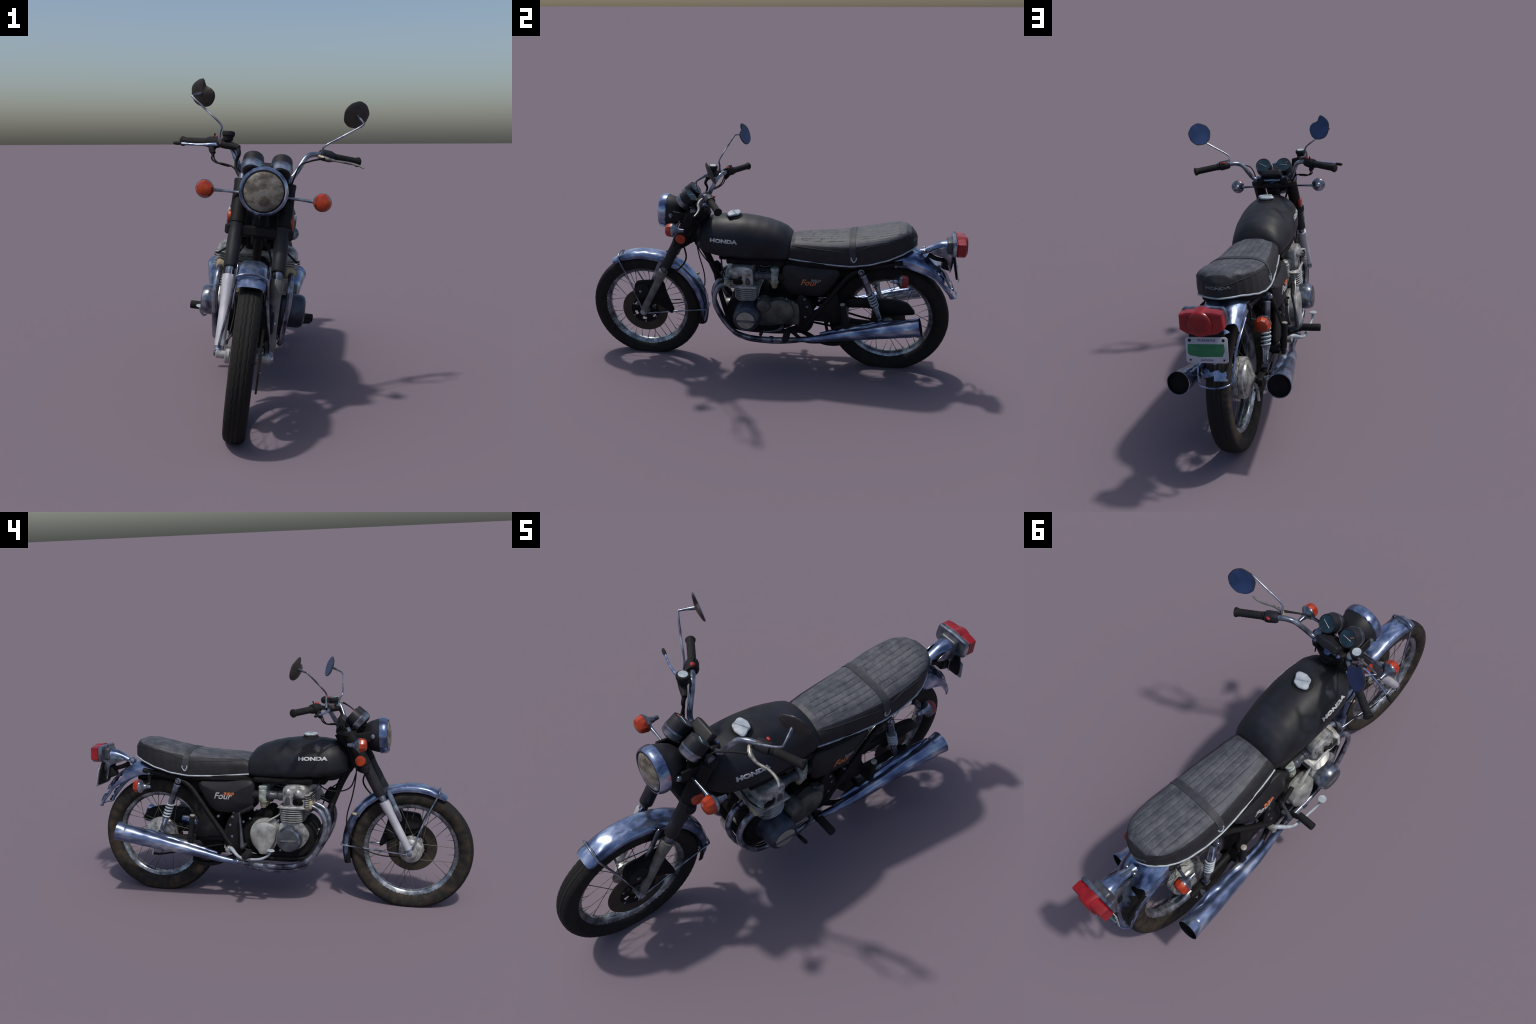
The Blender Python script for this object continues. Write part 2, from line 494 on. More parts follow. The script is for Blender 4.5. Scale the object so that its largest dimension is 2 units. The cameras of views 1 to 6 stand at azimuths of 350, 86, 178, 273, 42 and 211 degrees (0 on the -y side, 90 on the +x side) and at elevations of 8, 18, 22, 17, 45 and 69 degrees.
# ------------------------------------------------------------------ root
root = bpy.data.objects.new("motorcycle", None)
root.empty_display_size = 0.3
COLL.objects.link(root)
root.matrix_world = ROOT
root["label"] = "weathered black vintage motorcycle with sky reflection painted into its chrome, leaning"
root["category"] = "motorcycle"
CENT["motorcycle"] = Vector((0, 0, 0))
S2 = (-1, 1)

# ------------------------------------------------------------------ wheels


def build_wheel(cy, cz, R, hw, rear):
    C = Vector((0.0 if rear else 0.003, cy, cz))
    if not rear:
        hub = lathe("wheel", C, (1, 0, 0), [(-0.050, 0.012), (-0.050, 0.040), (-0.044, 0.052), (-0.040, 0.060), (-0.034, 0.060), (-0.028, 0.036), (0, 0.031),
                                            (0.022, 0.036), (0.028, 0.062), (0.036, 0.062), (0.040, 0.03), (0.050, 0.02)], M_ALLOY, root, 40)
    else:
        hub = lathe("wheel", C, (1, 0, 0), [(-0.080, 0.014), (-0.074, 0.022), (-0.066, 0.034), (-0.060, 0.062), (-0.054, 0.074), (-0.046, 0.078), (-0.044, 0.090), (-0.028, 0.092), (-0.024, 0.088), (-0.020, 0.092),
                                            (-0.004, 0.092), (0.002, 0.060), (0.030, 0.055), (0.036, 0.075), (0.052, 0.075), (0.058, 0.03), (0.075, 0.02)], M_ALLOY, root, 48)
    # tyre: profile with a ribbed tread, clipped flat where it stands on the ground
    prof = [(-0.52, 0.2355), (-0.72, 0.243), (-0.90, 0.256), (-1.0, 0.272), (-0.985, R - 0.024), (-0.90, R - 0.0135), (-0.80, R - 0.0085), (-0.62, R - 0.0045), (-0.50, R - 0.0025), (-0.44, R - 0.0015),
            (-0.36, R - 0.0035), (-0.30, R - 0.0008), (-0.12, R), (-0.05, R - 0.0025)]
    prof = prof + [(0.05, R - 0.0025)] + [(-a, b) for a, b in prof[::-1][1:]]
    seg = 288
    verts, faces = [], []
    rot = Matrix.Identity(3)
    for k in range(seg):
        a = 2 * pi * k / seg
        for (t, r) in prof:
            x, rr = t * hw, r
            if 0.75 < abs(t) < 0.95:                       # shoulder blocks
                rr -= 0.0030 if (k % 4) == 0 else 0.0
            if abs(t) < 0.52:                              # wandering grooves
                x += 0.0016 * sin(a * 48 + (1.5 if t > 0 else 0))
            elif abs(t) < 0.72 and not rear:
                rr -= 0.0018 if (k % 4) == 2 else 0.0
            rr += 0.0012 * noise.noise(Vector((x * 20, cos(a) * 5, sin(a) * 5)))
            p = C + Vector((x, cos(a) * rr, sin(a) * rr))
            w = ROOT @ p
            if w.z < 0.001:                                # flat contact patch
                d = 0.001 - w.z
                p += nz * 0 + (ROOT.to_3x3().inverted() @ Vector((0, 0, d)))
            verts.append(p)
    m = len(prof)
    for k in range(seg):
        j = (k + 1) % seg
        for i in range(m - 1):
            faces.append((k * m + i, k * m + i + 1, j * m + i + 1, j * m + i))
        faces.append((k * m + m - 1, k * m, j * m, j * m + m - 1))
    finish("tyre", verts, faces, tyre_material("rear_tyre_rubber" if rear else "front_tyre_rubber", R), hub, 60, origin=C)
    rh = 0.0225 if not rear else 0.026
    rimp = [(-rh, 0.241), (-rh - 0.002, 0.2385), (-rh, 0.235), (-rh + 0.004, 0.228), (-rh + 0.008, 0.221), (-0.010, 0.2165), (0, 0.2150), (0.010, 0.2165), (rh - 0.008, 0.221), (rh - 0.004, 0.228), (rh, 0.235), (rh + 0.002, 0.2385), (rh, 0.241), (0.0, 0.232)]
    lathe("rim", C, (1, 0, 0), rimp, M_RIM, hub, 96, closed=True, smooth=50)
    # spokes: 36 laced wires; the scan lost part of many of them, so some stop short
    rnd = random.Random(11 if rear else 5)
    long_me, short_me = None, None
    for i in range(36):
        a = 2 * pi * (i + 0.5) / 36
        side = -1 if i % 2 else 1
        tw = (1 if (i // 2) % 2 else -1) * radians(38)
        hr = 0.086 if (rear and side < 0) else 0.056
        ph = Vector((side * 0.030, cos(a + tw) * hr, sin(a + tw) * hr))
        pr = Vector((side * 0.004, cos(a) * 0.2175, sin(a) * 0.2175))
        whole = rnd.random() < 0.52
        end = ph if whole else pr.lerp(ph, rnd.uniform(0.16, 0.45))
        mid = pr.lerp(end, 0.12)
        tube("spoke", [C + pr, C + mid, C + end], [0.0034, 0.0016, 0.0013 if whole else 0.0005], M_SPOKE, hub, seg=6, straight=True)
    return hub


front = build_wheel(-1.354, 0.292, 0.3095, 0.0415, False)
rear = build_wheel(0.0, 0.3045, 0.3225, 0.0495, True)
FC = Vector((0, -1.354, 0.292))
# brake disc with perforated carrier
disc_prof = [(0.056, 0.079), (0.056, 0.128), (0.0575, 0.1295), (0.0625, 0.1295), (0.064, 0.128), (0.064, 0.079)]
lathe("brake_disc", FC, (1, 0, 0), disc_prof, M_DISC, front, 72, closed=True)


def carrier():
    verts, faces = [], []
    seg, holes = 72, 6
    rings = [0.030, 0.044, 0.066, 0.080]
    for x in (0.0565, 0.0635):
        for r in rings:
            for k in range(seg):
                a = 2 * pi * k / seg
                verts.append(FC + Vector((x, cos(a) * r, sin(a) * r)))
    nr = len(rings)

    def solid(i, k):
        return not (i == 1 and (k % 12) in (2, 3, 4, 5, 6))
    for i in range(nr - 1):
        for k in range(seg):
            l = (k + 1) % seg
            if solid(i, k):
                a, b = i * seg, (i + 1) * seg
                o = nr * seg
                faces.append((a + k, a + l, b + l, b + k))
                faces.append((o + a + k, o + b + k, o + b + l, o + a + l))
                if i == 1:
                    if not solid(i, (k - 1) % seg):
                        faces.append((a + k, b + k, o + b + k, o + a + k))
                    if not solid(i, l):
                        faces.append((a + l, o + a + l, o + b + l, b + l))
            else:
                a, b, o = i * seg, (i + 1) * seg, nr * seg
                faces.append((a + k, o + a + k, o + a + l, a + l))
                faces.append((b + k, b + l, o + b + l, o + b + k))
    for r in (0, nr - 1):
        for k in range(seg):
            l = (k + 1) % seg
            a, o = r * seg, nr * seg + r * seg
            faces.append((a + k, a + l, o + l, o + k))
    finish("disc_carrier", verts, faces, M_DARK, front)


carrier()
for i in range(6):
    a = 2 * pi * (i + 0.5) / 6
    lathe("disc_bolt", FC + Vector((0.062, cos(a) * 0.072, sin(a) * 0.072)), (1, 0, 0), [(0, 0.006), (0.006, 0.006), (0.007, 0.004)], M_CHROME2, front, 8)
lathe("axle", FC, (1, 0, 0), [(-0.108, 0.006), (-0.106, 0.012), (-0.092, 0.012), (-0.09, 0.009), (0.09, 0.009), (0.094, 0.013), (0.106, 0.013), (0.108, 0.006)], M_CHROME2, front, 14)
lathe("speedometer_drive", FC + Vector((-0.05, 0, 0)), (-1, 0, 0), [(0, 0.034), (0.012, 0.034), (0.016, 0.03), (0.018, 0.012)], M_ALLOY, front, 24)
lathe("axle", (0, 0, 0.3045), (1, 0, 0), [(-0.150, 0.006), (-0.148, 0.013), (-0.134, 0.013), (-0.13, 0.010), (0.13, 0.010), (0.134, 0.013), (0.15, 0.013), (0.152, 0.006)], M_CHROME2, rear, 14)
lathe("sprocket", (0.062, 0, 0.3045), (1, 0, 0), [(-0.003, 0.03), (-0.003, 0.094), (0.003, 0.094), (0.003, 0.03)], M_DISC, rear, 96, closed=True, fn=lambda a, t, r: 1 if r < 0.05 else (1.03 if int(a / (2 * pi) * 48 + 1e-6) % 2 else 0.985))

# caliper
cal = slab("brake_caliper", [(-1.402, 0.385), (-1.398, 0.45), (-1.375, 0.468), (-1.29, 0.476), (-1.24, 0.468), (-1.225, 0.41), (-1.205, 0.35), (-1.188, 0.300), (-1.200, 0.288), (-1.235, 0.315), (-1.30, 0.345), (-1.36, 0.36)], 0.040, 0.083, M_DARK, root, 0.008)
slab("caliper_piston_housing", [(-1.395, 0.395), (-1.385, 0.45), (-1.33, 0.46), (-1.31, 0.42), (-1.33, 0.385)], 0.030, 0.094, M_RUBBER, cal, 0.008)
lathe("caliper_bolt", (0.094, -1.36, 0.425), (1, 0, 0), [(0, 0.008), (0.006, 0.008), (0.007, 0.003)], M_CHROME2, cal, 8)

# ------------------------------------------------------------------ fork


def fy(z):
    return -1.128 - 0.523 * (0.735 - z)


def fz(z, x, dx=0.0, dy=0.0):
    return (x + dx, fy(z) + dy, z)


FD = Vector((0, 0.523, 1)).normalized()
for s in S2:
    x = 0.089 * s
    leg = tube("fork_leg", [fz(0.30, x), fz(0.60, x), fz(0.92, x)], [0.017, 0.0175, 0.0175], M_CHROME2, root, 20)
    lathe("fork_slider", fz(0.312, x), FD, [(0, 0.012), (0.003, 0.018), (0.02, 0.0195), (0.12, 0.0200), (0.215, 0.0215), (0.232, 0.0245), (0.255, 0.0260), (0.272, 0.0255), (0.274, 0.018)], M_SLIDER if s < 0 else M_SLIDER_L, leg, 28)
    lathe("fork_boot", fz(0.583, x), FD, [(0, 0.020), (0.0, 0.0255), (0.006, 0.0275), (0.05, 0.0265), (0.09, 0.0275), (0.13, 0.0265), (0.16, 0.028), (0.172, 0.030), (0.175, 0.02)], M_BOOT, leg, 28)
    lathe("fork_cover", fz(0.738, x), FD, [(0, 0.022), (0, 0.0305), (0.01, 0.031), (0.16, 0.030), (0.175, 0.030), (0.180, 0.02), (0.186, 0.014)], M_FRAME, leg, 28)
    box("headlight_ear", (x * 0.94, -1.110, 0.872), (0.012, 0.085, 0.050), M_FRAME, leg, 0.006, (radians(-8), 0, 0))
    lathe("axle_holder", (x * 0.94, -1.354, 0.292), (s, 0, 0), [(-0.018, 0.010), (-0.017, 0.019), (0.014, 0.019), (0.017, 0.012)], M_ALLOY, leg, 18)
    box("axle_clamp", (x * 0.98, -1.350, 0.305), (0.024, 0.034, 0.034), M_ALLOY, leg, 0.006, (radians(-27), 0, 0))
    lathe("reflector", (s * 0.112, -1.106, 0.760), (s, 0, 0), [(0, 0.026), (0.010, 0.0265), (0.012, 0.0255), (0.0145, 0.015), (0.015, 0.002)], M_ORANGE, leg, 28)
    lathe("reflector_base", (s * 0.098, -1.106, 0.760), (s, 0, 0), [(0, 0.02), (0.013, 0.0245), (0.0135, 0.01)], M_FRAME, leg, 20)
clamp = slab("fork_clamp", [(-0.120, -1.150), (-0.128, -1.125), (-0.10, -1.098), (-0.03, -1.070), (0.03, -1.070), (0.10, -1.098), (0.128, -1.125), (0.120, -1.150), (0.05, -1.145), (-0.05, -1.145)], 0.698, 0.735, M_FRAME, root, 0.006, to3=lambda a, b, c: (a, b, c))
slab("fork_bridge", [(-0.112, -1.055), (-0.115, -1.02), (-0.06, -0.985), (0.0, -0.965), (0.06, -0.985), (0.115, -1.02), (0.112, -1.055), (0.05, -1.075), (-0.05, -1.075)], 0.878, 0.905, M_FRAME, clamp, 0.006, to3=lambda a, b, c: (a, b, c))
tube("steering_stem", [(0, -1.095, 0.70), (0, -1.0, 0.90)], [0.024, 0.024], M_FRAME, clamp, 18)
lathe("stem_nut", (0, -0.995, 0.905), (0, 0.46, 0.89), [(0, 0.018), (0.012, 0.018), (0.014, 0.008)], M_CHROME, clamp, 8)

# ------------------------------------------------------------------ front fender


def fender(name, C, rf, half, a0, a1, na, material, parent, edge_drop, keep=None, nt_=16, thick=0.0022, wav=0.0015, power=2.4, lop=None):
    """Curved guard: rf(angle) crown radius, half(angle) half width; angle 90 deg is on top."""
    outer, inner = [], []
    for i in range(na + 1):
        a = a0 + (a1 - a0) * i / na
        ro, ri = [], []
        for k in range(nt_ + 1):
            t = -1 + 2 * k / nt_
            drop = edge_drop(a) * abs(t) ** power
            x = half(a) * min(1.0, abs(t) * 1.22) ** 0.9 * (1 if t >= 0 else -1)
            if lop and t > 0:
                x *= lop(a)
            r = rf(a) - drop
            w = wav * noise.noise(Vector((x * 30, a * 9, C.y * 3)))
            for lst, dr in ((ro, 0), (ri, -thick)):
                rr = r + dr + w
                xx = x * (1 if dr == 0 else 0.975)
                lst.append(C + Vector((xx, cos(a) * rr, sin(a) * rr)))
        outer.append(ro)
        inner.append(ri)
    m = nt_ + 1
    verts = [p for r in outer for p in r] + [p for r in inner for p in r]
    off = (na + 1) * m
    ok = [[(keep is None or keep(a0 + (a1 - a0) * (i + 0.5) / na, -1 + 2 * (k + 0.5) / nt_)) for k in range(nt_)] for i in range(na)]
    faces = []
    for i in range(na):
        for k in range(nt_):
            if not ok[i][k]:
                continue
            q = (i * m + k, i * m + k + 1, (i + 1) * m + k + 1, (i + 1) * m + k)
            faces.append(q)
            faces.append(tuple(off + v for v in q[::-1]))
            for (di, dk, e) in ((-1, 0, (q[0], q[1])), (0, 1, (q[1], q[2])), (1, 0, (q[2], q[3])), (0, -1, (q[3], q[0]))):
                ii, kk = i + di, k + dk
                if not (0 <= ii < na and 0 <= kk < nt_) or not ok[ii][kk]:
                    faces.append((e[1], e[0], off + e[0], off + e[1]))
    return finish(name, verts, faces, material, parent, 45)


D = radians
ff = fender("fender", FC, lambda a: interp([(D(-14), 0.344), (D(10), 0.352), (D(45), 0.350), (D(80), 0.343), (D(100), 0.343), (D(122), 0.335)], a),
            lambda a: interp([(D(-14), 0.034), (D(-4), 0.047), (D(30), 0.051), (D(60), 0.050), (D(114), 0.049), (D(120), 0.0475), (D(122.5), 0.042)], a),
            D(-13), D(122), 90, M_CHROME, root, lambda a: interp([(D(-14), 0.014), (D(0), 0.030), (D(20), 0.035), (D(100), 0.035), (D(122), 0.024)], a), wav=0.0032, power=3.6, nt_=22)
fender("mud_flap", FC, lambda a: 0.349, lambda a: 0.046, D(-14.5), D(28), 24, M_FRAME, ff, lambda a: 0.036, thick=0.006)
stay = tube("fender_stay", [(-0.092, -1.358, 0.300), (-0.088, -1.375, 0.345), (-0.068, -1.43, 0.475), (-0.055, -1.482, 0.582), (-0.046, -1.490, 0.603), (0, -1.492, 0.613), (0.046, -1.490, 0.603), (0.055, -1.482, 0.582), (0.068, -1.43, 0.475), (0.088, -1.375, 0.345), (0.092, -1.358, 0.300)], 0.0048, M_CHROME2, ff, 8)
tube("fender_stay", [(-0.094, -1.345, 0.286), (-0.088, -1.30, 0.289), (-0.062, -1.12, 0.300), (-0.050, -1.02, 0.306), (-0.040, -1.003, 0.308), (0, -0.999, 0.309), (0.040, -1.003, 0.308), (0.050, -1.02, 0.306), (0.062, -1.12, 0.300), (0.088, -1.30, 0.289), (0.094, -1.345, 0.286)], 0.0045, M_CHROME2, ff, 8)
for s in S2:
    slab("fender_bracket", [(-1.228, 0.598), (-1.252, 0.600), (-1.285, 0.53), (-1.312, 0.462), (-1.290, 0.452), (-1.262, 0.52)], s * 0.056, s * 0.064, M_CHROME2, ff, 0.003)

# ------------------------------------------------------------------ headlight
HL = Vector((0, -1.205, 0.875))
HA = Vector((0, -1, 0.05))
lamp = lathe("headlight", HL, HA, [(-0.115, 0.012), (-0.112, 0.03), (-0.100, 0.048), (-0.080, 0.064), (-0.055, 0.076), (-0.030, 0.083), (-0.010, 0.0865), (0.004, 0.087), (0.006, 0.07)], M_BOOT, root, 48)
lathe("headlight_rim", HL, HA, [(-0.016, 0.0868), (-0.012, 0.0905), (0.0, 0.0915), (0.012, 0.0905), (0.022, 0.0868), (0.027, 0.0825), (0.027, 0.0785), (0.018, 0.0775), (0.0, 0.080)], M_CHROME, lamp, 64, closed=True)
lathe("headlight_glass", HL, HA, [(0.016, 0.079), (0.022, 0.0785), (0.028, 0.070), (0.034, 0.055), (0.0385, 0.035), (0.040, 0.015), (0.0402, 0.001)], M_LENS, lamp, 48)
lathe("headlight_gasket", HL, HA, [(0.0195, 0.0795), (0.0255, 0.0790), (0.0275, 0.0745), (0.0255, 0.0735), (0.018, 0.0740)], M_DARK, lamp, 48, closed=True)
for s in S2:
    lathe("headlight_bolt", (s * 0.080, -1.160, 0.878), (s, 0, 0), [(0, 0.012), (0.008, 0.012), (0.012, 0.008), (0.013, 0.002)], M_CHROME2, lamp, 12)

# ------------------------------------------------------------------ gauges
GN = Vector((0, 0.75, 0.66)).normalized()
for s in S2:
    gc = Vector((s * 0.055, -1.052, 0.985))
    g = lathe("gauge", gc, -GN, [(-0.002, 0.035), (-0.004, 0.037), (-0.003, 0.0395), (0.002, 0.0405), (0.040, 0.0425), (0.046, 0.0425), (0.047, 0.041), (0.075, 0.032), (0.080, 0.02)], M_BOOT, root, 40)
    lathe("gauge_band", gc, -GN, [(0.040, 0.0428), (0.041, 0.0445), (0.047, 0.0448), (0.049, 0.0432), (0.068, 0.0405), (0.072, 0.037), (0.072, 0.030)], M_CHROME2, g, 40)
    lathe("gauge_glass", gc + GN * 0.001, GN, [(0, 0.036), (0.0015, 0.036), (0.002, 0.030), (0.0022, 0.001)], M_DIAL, g, 36)
    u = Vector((1, 0, 0))
    w = GN.cross(u)
    d = (u * -0.85 + w * (0.45 if s > 0 else 0.1)).normalized()
    pc = gc + GN * 0.0040
    tube("gauge_needle", [pc - d * 0.022, pc + d * 0.020], [0.0008, 0.0014], M_WHITE_N, g, 6, straight=True)
    if s < 0:
        d2 = (u * -0.9 + w * -0.6).normalized()
        tube("gauge_redline", [pc + d2 * 0.014, pc + d2 * 0.030], [0.0020, 0.0020], M_ORANGE_P, g, 6, straight=True)
    tube("gauge_bracket", [gc - GN * 0.07, (s * 0.045, -1.075, 0.905)], [0.016, 0.014], M_FRAME, g, 10, straight=True)

# ------------------------------------------------------------------ handlebar
half_bar = [(0.0, -1.0, 0.916), (0.04, -1.0, 0.917), (0.076, -1.0, 0.920), (0.104, -0.995, 0.934), (0.126, -0.977, 0.975), (0.146, -0.958, 1.012), (0.172, -0.940, 1.027), (0.205, -0.918, 1.030), (0.255, -0.890, 1.025), (0.352, -0.836, 1.018)]
bar = tube("handlebar", [(-p[0], p[1], p[2]) for p in half_bar[:0:-1]] + half_bar, 0.0112, M_CHROME2, root, 16)
box("indicator_panel", (0, -1.012, 0.942), (0.105, 0.075, 0.034), M_BOOT, bar, 0.010, (radians(38), 0, 0))
lathe("warning_lamp", (0.028, -0.998, 0.958), GN, [(0, 0.007), (0.006, 0.007), (0.008, 0.003)], M_REDBTN, bar, 12)
for s in S2:
    box("handlebar_riser", (s * 0.062, -1.0, 0.915), (0.034, 0.044, 0.040), M_FRAME, bar, 0.010)
    lathe("riser_bolt", (s * 0.062, -0.984, 0.934), (0, 0.2, 1), [(0, 0.008), (0.008, 0.008), (0.010, 0.003)], M_CHROME, bar, 8)
    a, b = Vector((s * 0.252, -0.8917, 1.0252)), Vector((s * 0.366, -0.8282, 1.017))
    ax = b - a
    L = ax.length
    gp = [(0, 0.012), (0, 0.0175), (0.006, 0.0185), (0.012, 0.0165)]
    k = 14
    for i in range(k):
        t = 0.014 + (L - 0.034) * i / (k - 1)
        gp.append((t, 0.0160 + (0.0007 if i % 2 else -0.0005)))
    gp += [(L - 0.016, 0.0165), (L - 0.010, 0.0195), (L - 0.004, 0.0205), (L, 0.018), (L + 0.002, 0.010)]
    lathe("grip", a, ax, gp, M_RUBBER, bar, 22)
    c = Vector((s * 0.226, -0.9065, 1.0285))
    d = (Vector((s * 0.255, -0.890, 1.025)) - Vector((s * 0.205, -0.918, 1.030))).normalized()
    lathe("switch_box", c - d * 0.028, d, [(0, 0.014), (0.002, 0.020), (0.010, 0.0225), (0.044, 0.0235), (0.054, 0.0215), (0.056, 0.014)], M_BOOT if s > 0 else M_RUBBER, bar, 24, squash=1.1)
lathe("switch_button", (-0.215, -0.906, 1.046), (0, 0.1, 1), [(0, 0.010), (0.008, 0.010), (0.011, 0.007), (0.012, 0.001)], M_REDBTN, bar, 14)
box("switch_button", (0.222, -0.888, 1.045), (0.016, 0.010, 0.010), M_REDBTN, bar, 0.003)
tube("switch_toggle", [(-0.228, -0.895, 1.045), (-0.228, -0.888, 1.064)], [0.004, 0.003], M_RUBBER, bar, 8, straight=True)
tube("throttle_housing", [(-0.226, -0.912, 1.02), (-0.230, -0.925, 1.000), (-0.222, -0.935, 0.985)], [0.018, 0.014, 0.010], M_RUBBER, bar, 12)
# levers
lev = tube("brake_lever", [(-0.196, -0.960, 1.024), (-0.225, -0.966, 1.021), (-0.285, -0.958, 1.013), (-0.345, -0.940, 1.010), (-0.372, -0.932, 1.008)], [0.009, 0.0075, 0.0052, 0.005, 0.005], M_CHROME, bar, 10, flat=0.7)
tube("lever_tip", [(-0.352, -0.938, 1.0095), (-0.370, -0.933, 1.008), (-0.384, -0.928, 1.007)], [0.0062, 0.0075, 0.0055], M_RUBBER, lev, 10)
lev = tube("clutch_lever", [(0.198, -0.945, 1.024), (0.222, -0.962, 1.019), (0.262, -0.964, 1.013), (0.310, -0.948, 1.012), (0.352, -0.946, 1.006), (0.378, -0.955, 0.998)], [0.010, 0.010, 0.0062, 0.0055, 0.0058, 0.0052], M_BRASS, bar, 10, flat=0.7)
tube("clutch_cable", [(0.222, -0.964, 1.018), (0.195, -0.985, 1.012), (0.155, -1.018, 0.998), (0.122, -1.045, 0.978), (0.105, -1.06, 0.92), (0.085, -1.0, 0.82)], [0.006, 0.0045, 0.0035, 0.003, 0.003, 0.003], M_RUBBER, lev, 8)
# brake master cylinder
mc = lathe("brake_fluid_reservoir", (-0.167, -0.980, 1.040), (0.0, 0.06, 1), [(0, 0.012), (0.002, 0.019), (0.018, 0.021), (0.022, 0.025), (0.034, 0.0255), (0.038, 0.023), (0.039, 0.001)], M_RUBBER, bar, 28)
lathe("reservoir_lid", (-0.167, -0.9775, 1.079), (0.0, 0.06, 1), [(0, 0.018), (0.0012, 0.018), (0.0016, 0.012), (0.0006, 0.010), (0.0006, 0.001)], M_TRIM, mc, 28)
tube("master_cylinder", [(-0.205, -0.958, 1.028), (-0.175, -0.976, 1.026), (-0.135, -0.995, 1.022), (-0.118, -1.003, 1.020)], [0.014, 0.017, 0.013, 0.010], M_RUBBER, mc, 14)
box("cylinder_body", (-0.182, -0.966, 1.036), (0.044, 0.030, 0.028), M_BROWNBOX, mc, 0.006, (0, 0, radians(28)))
tube("brake_hose", [(-0.122, -1.002, 1.018), (-0.116, -1.012, 0.995), (-0.124, -1.005, 0.965), (-0.118, -1.02, 0.93), (-0.08, -1.06, 0.88), (-0.03, -1.10, 0.76)], [0.009, 0.0075, 0.006, 0.005, 0.005, 0.005], M_RUBBER, mc, 10)
tube("throttle_cable", [(-0.222, -0.935, 0.985), (-0.225, -0.944, 0.965), (-0.205, -0.957, 0.951), (-0.17, -0.975, 0.950), (-0.13, -1.0, 0.94), (-0.10, -1.02, 0.90)], 0.0035, M_RUBBER, bar, 8)
tube("throttle_cable", [(-0.222, -0.925, 0.985), (-0.214, -0.935, 0.962), (-0.19, -0.955, 0.948), (-0.15, -0.985, 0.943)], 0.003, M_RUBBER, bar, 8)


# ------------------------------------------------------------------ mirrors
def mirror(path, cen, e1, e2, rad_fn, bowl):
    e1 = Vector(e1).normalized()
    e2 = Vector(e2)
    e2 = (e2 - e1 * e2.dot(e1)).normalized()
    nrm = e1.cross(e2)
    if nrm.y < 0:
        nrm = -nrm
    cen = Vector(cen)
    seg = 96
    verts, faces = [], []

    def ring(f, off):
        for k in range(seg):
            a = 2 * pi * k / seg
            r = rad_fn(a) * f
            verts.append(cen + (e1 * cos(a) + e2 * sin(a)) * r + nrm * off)
    rows = [(0.93, 0.0008), (1.0, -0.001), (0.99, -0.004), (0.86, -0.009), (0.55, -0.0125), (0.2, -bowl)]
    for f, off in rows:
        ring(f, off)
    for i in range(len(rows) - 1):
        for k in range(seg):
            l = (k + 1) % seg
            faces.append((i * seg + k, i * seg + l, (i + 1) * seg + l, (i + 1) * seg + k))
    faces.append(tuple((len(rows) - 1) * seg + k for k in range(seg)))
    faces.append(tuple(range(seg))[::-1])
    shell = finish("mirror", verts, faces, M_MIRBACK, bar, 40)
    verts, faces = [], []
    ring(0.945, -0.0005)
    ring(0.945, 0.0012)
    ring(0.3, 0.0014)
    for i in range(2):
        for k in range(seg):
            l = (k + 1) % seg
            faces.append((i * seg + k, i * seg + l, (i + 1) * seg + l, (i + 1) * seg + k))
    faces.append(tuple(2 * seg + k for k in range(seg)))
    faces.append(tuple(range(seg))[::-1])
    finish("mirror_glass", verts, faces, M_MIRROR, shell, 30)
    tube("mirror_stalk", path, [0.0075, 0.0048, 0.0042, 0.0042, 0.0046, 0.0044, 0.0075][:len(path)], M_CHROME2, shell, 10, wob=0.15)


def rough_round(a):
    return 0.0562 * (1 + 0.012 * sin(5 * a + 1) + 0.010 * sin(9 * a))


BITE = [(0, 1.0), (25, 1.07), (50, 1.13), (72, 1.20), (84, 1.23), (90, 1.06), (96, 0.84), (104, 0.73), (118, 0.76), (138, 0.88), (158, 0.97), (180, 1.0), (270, 1.02), (360, 1.0)]


def bitten(a):
    """Glass with a bite out of its upper inner edge, leaving a hooked tip at the top."""
    return 0.0525 * interp(BITE, math.degrees(a) % 360) * (1 + 0.012 * sin(5 * a))


mirror([(0.207, -0.945, 1.026), (0.208, -0.952, 1.045), (0.215, -0.965, 1.067), (0.28, -0.956, 1.112), (0.348, -0.944, 1.160), (0.352, -0.930, 1.176), (0.330, -0.886, 1.200)],
       (0.327, -0.873, 1.204), (0.099, 0.047, 0.005), (-0.010, -0.045, 0.110), rough_round, 0.016)
mirror([(-0.203, -0.950, 1.030), (-0.203, -0.949, 1.07), (-0.203, -0.948, 1.100), (-0.27, -0.918, 1.152), (-0.332, -0.889, 1.197), (-0.332, -0.875, 1.206), (-0.302, -0.832, 1.219)],
       (-0.298, -0.820, 1.217), (-0.103, 0.029, 0.016), (-0.013, -0.036, 0.107), lambda a: bitten(a), 0.016)

# ------------------------------------------------------------------ turn signals


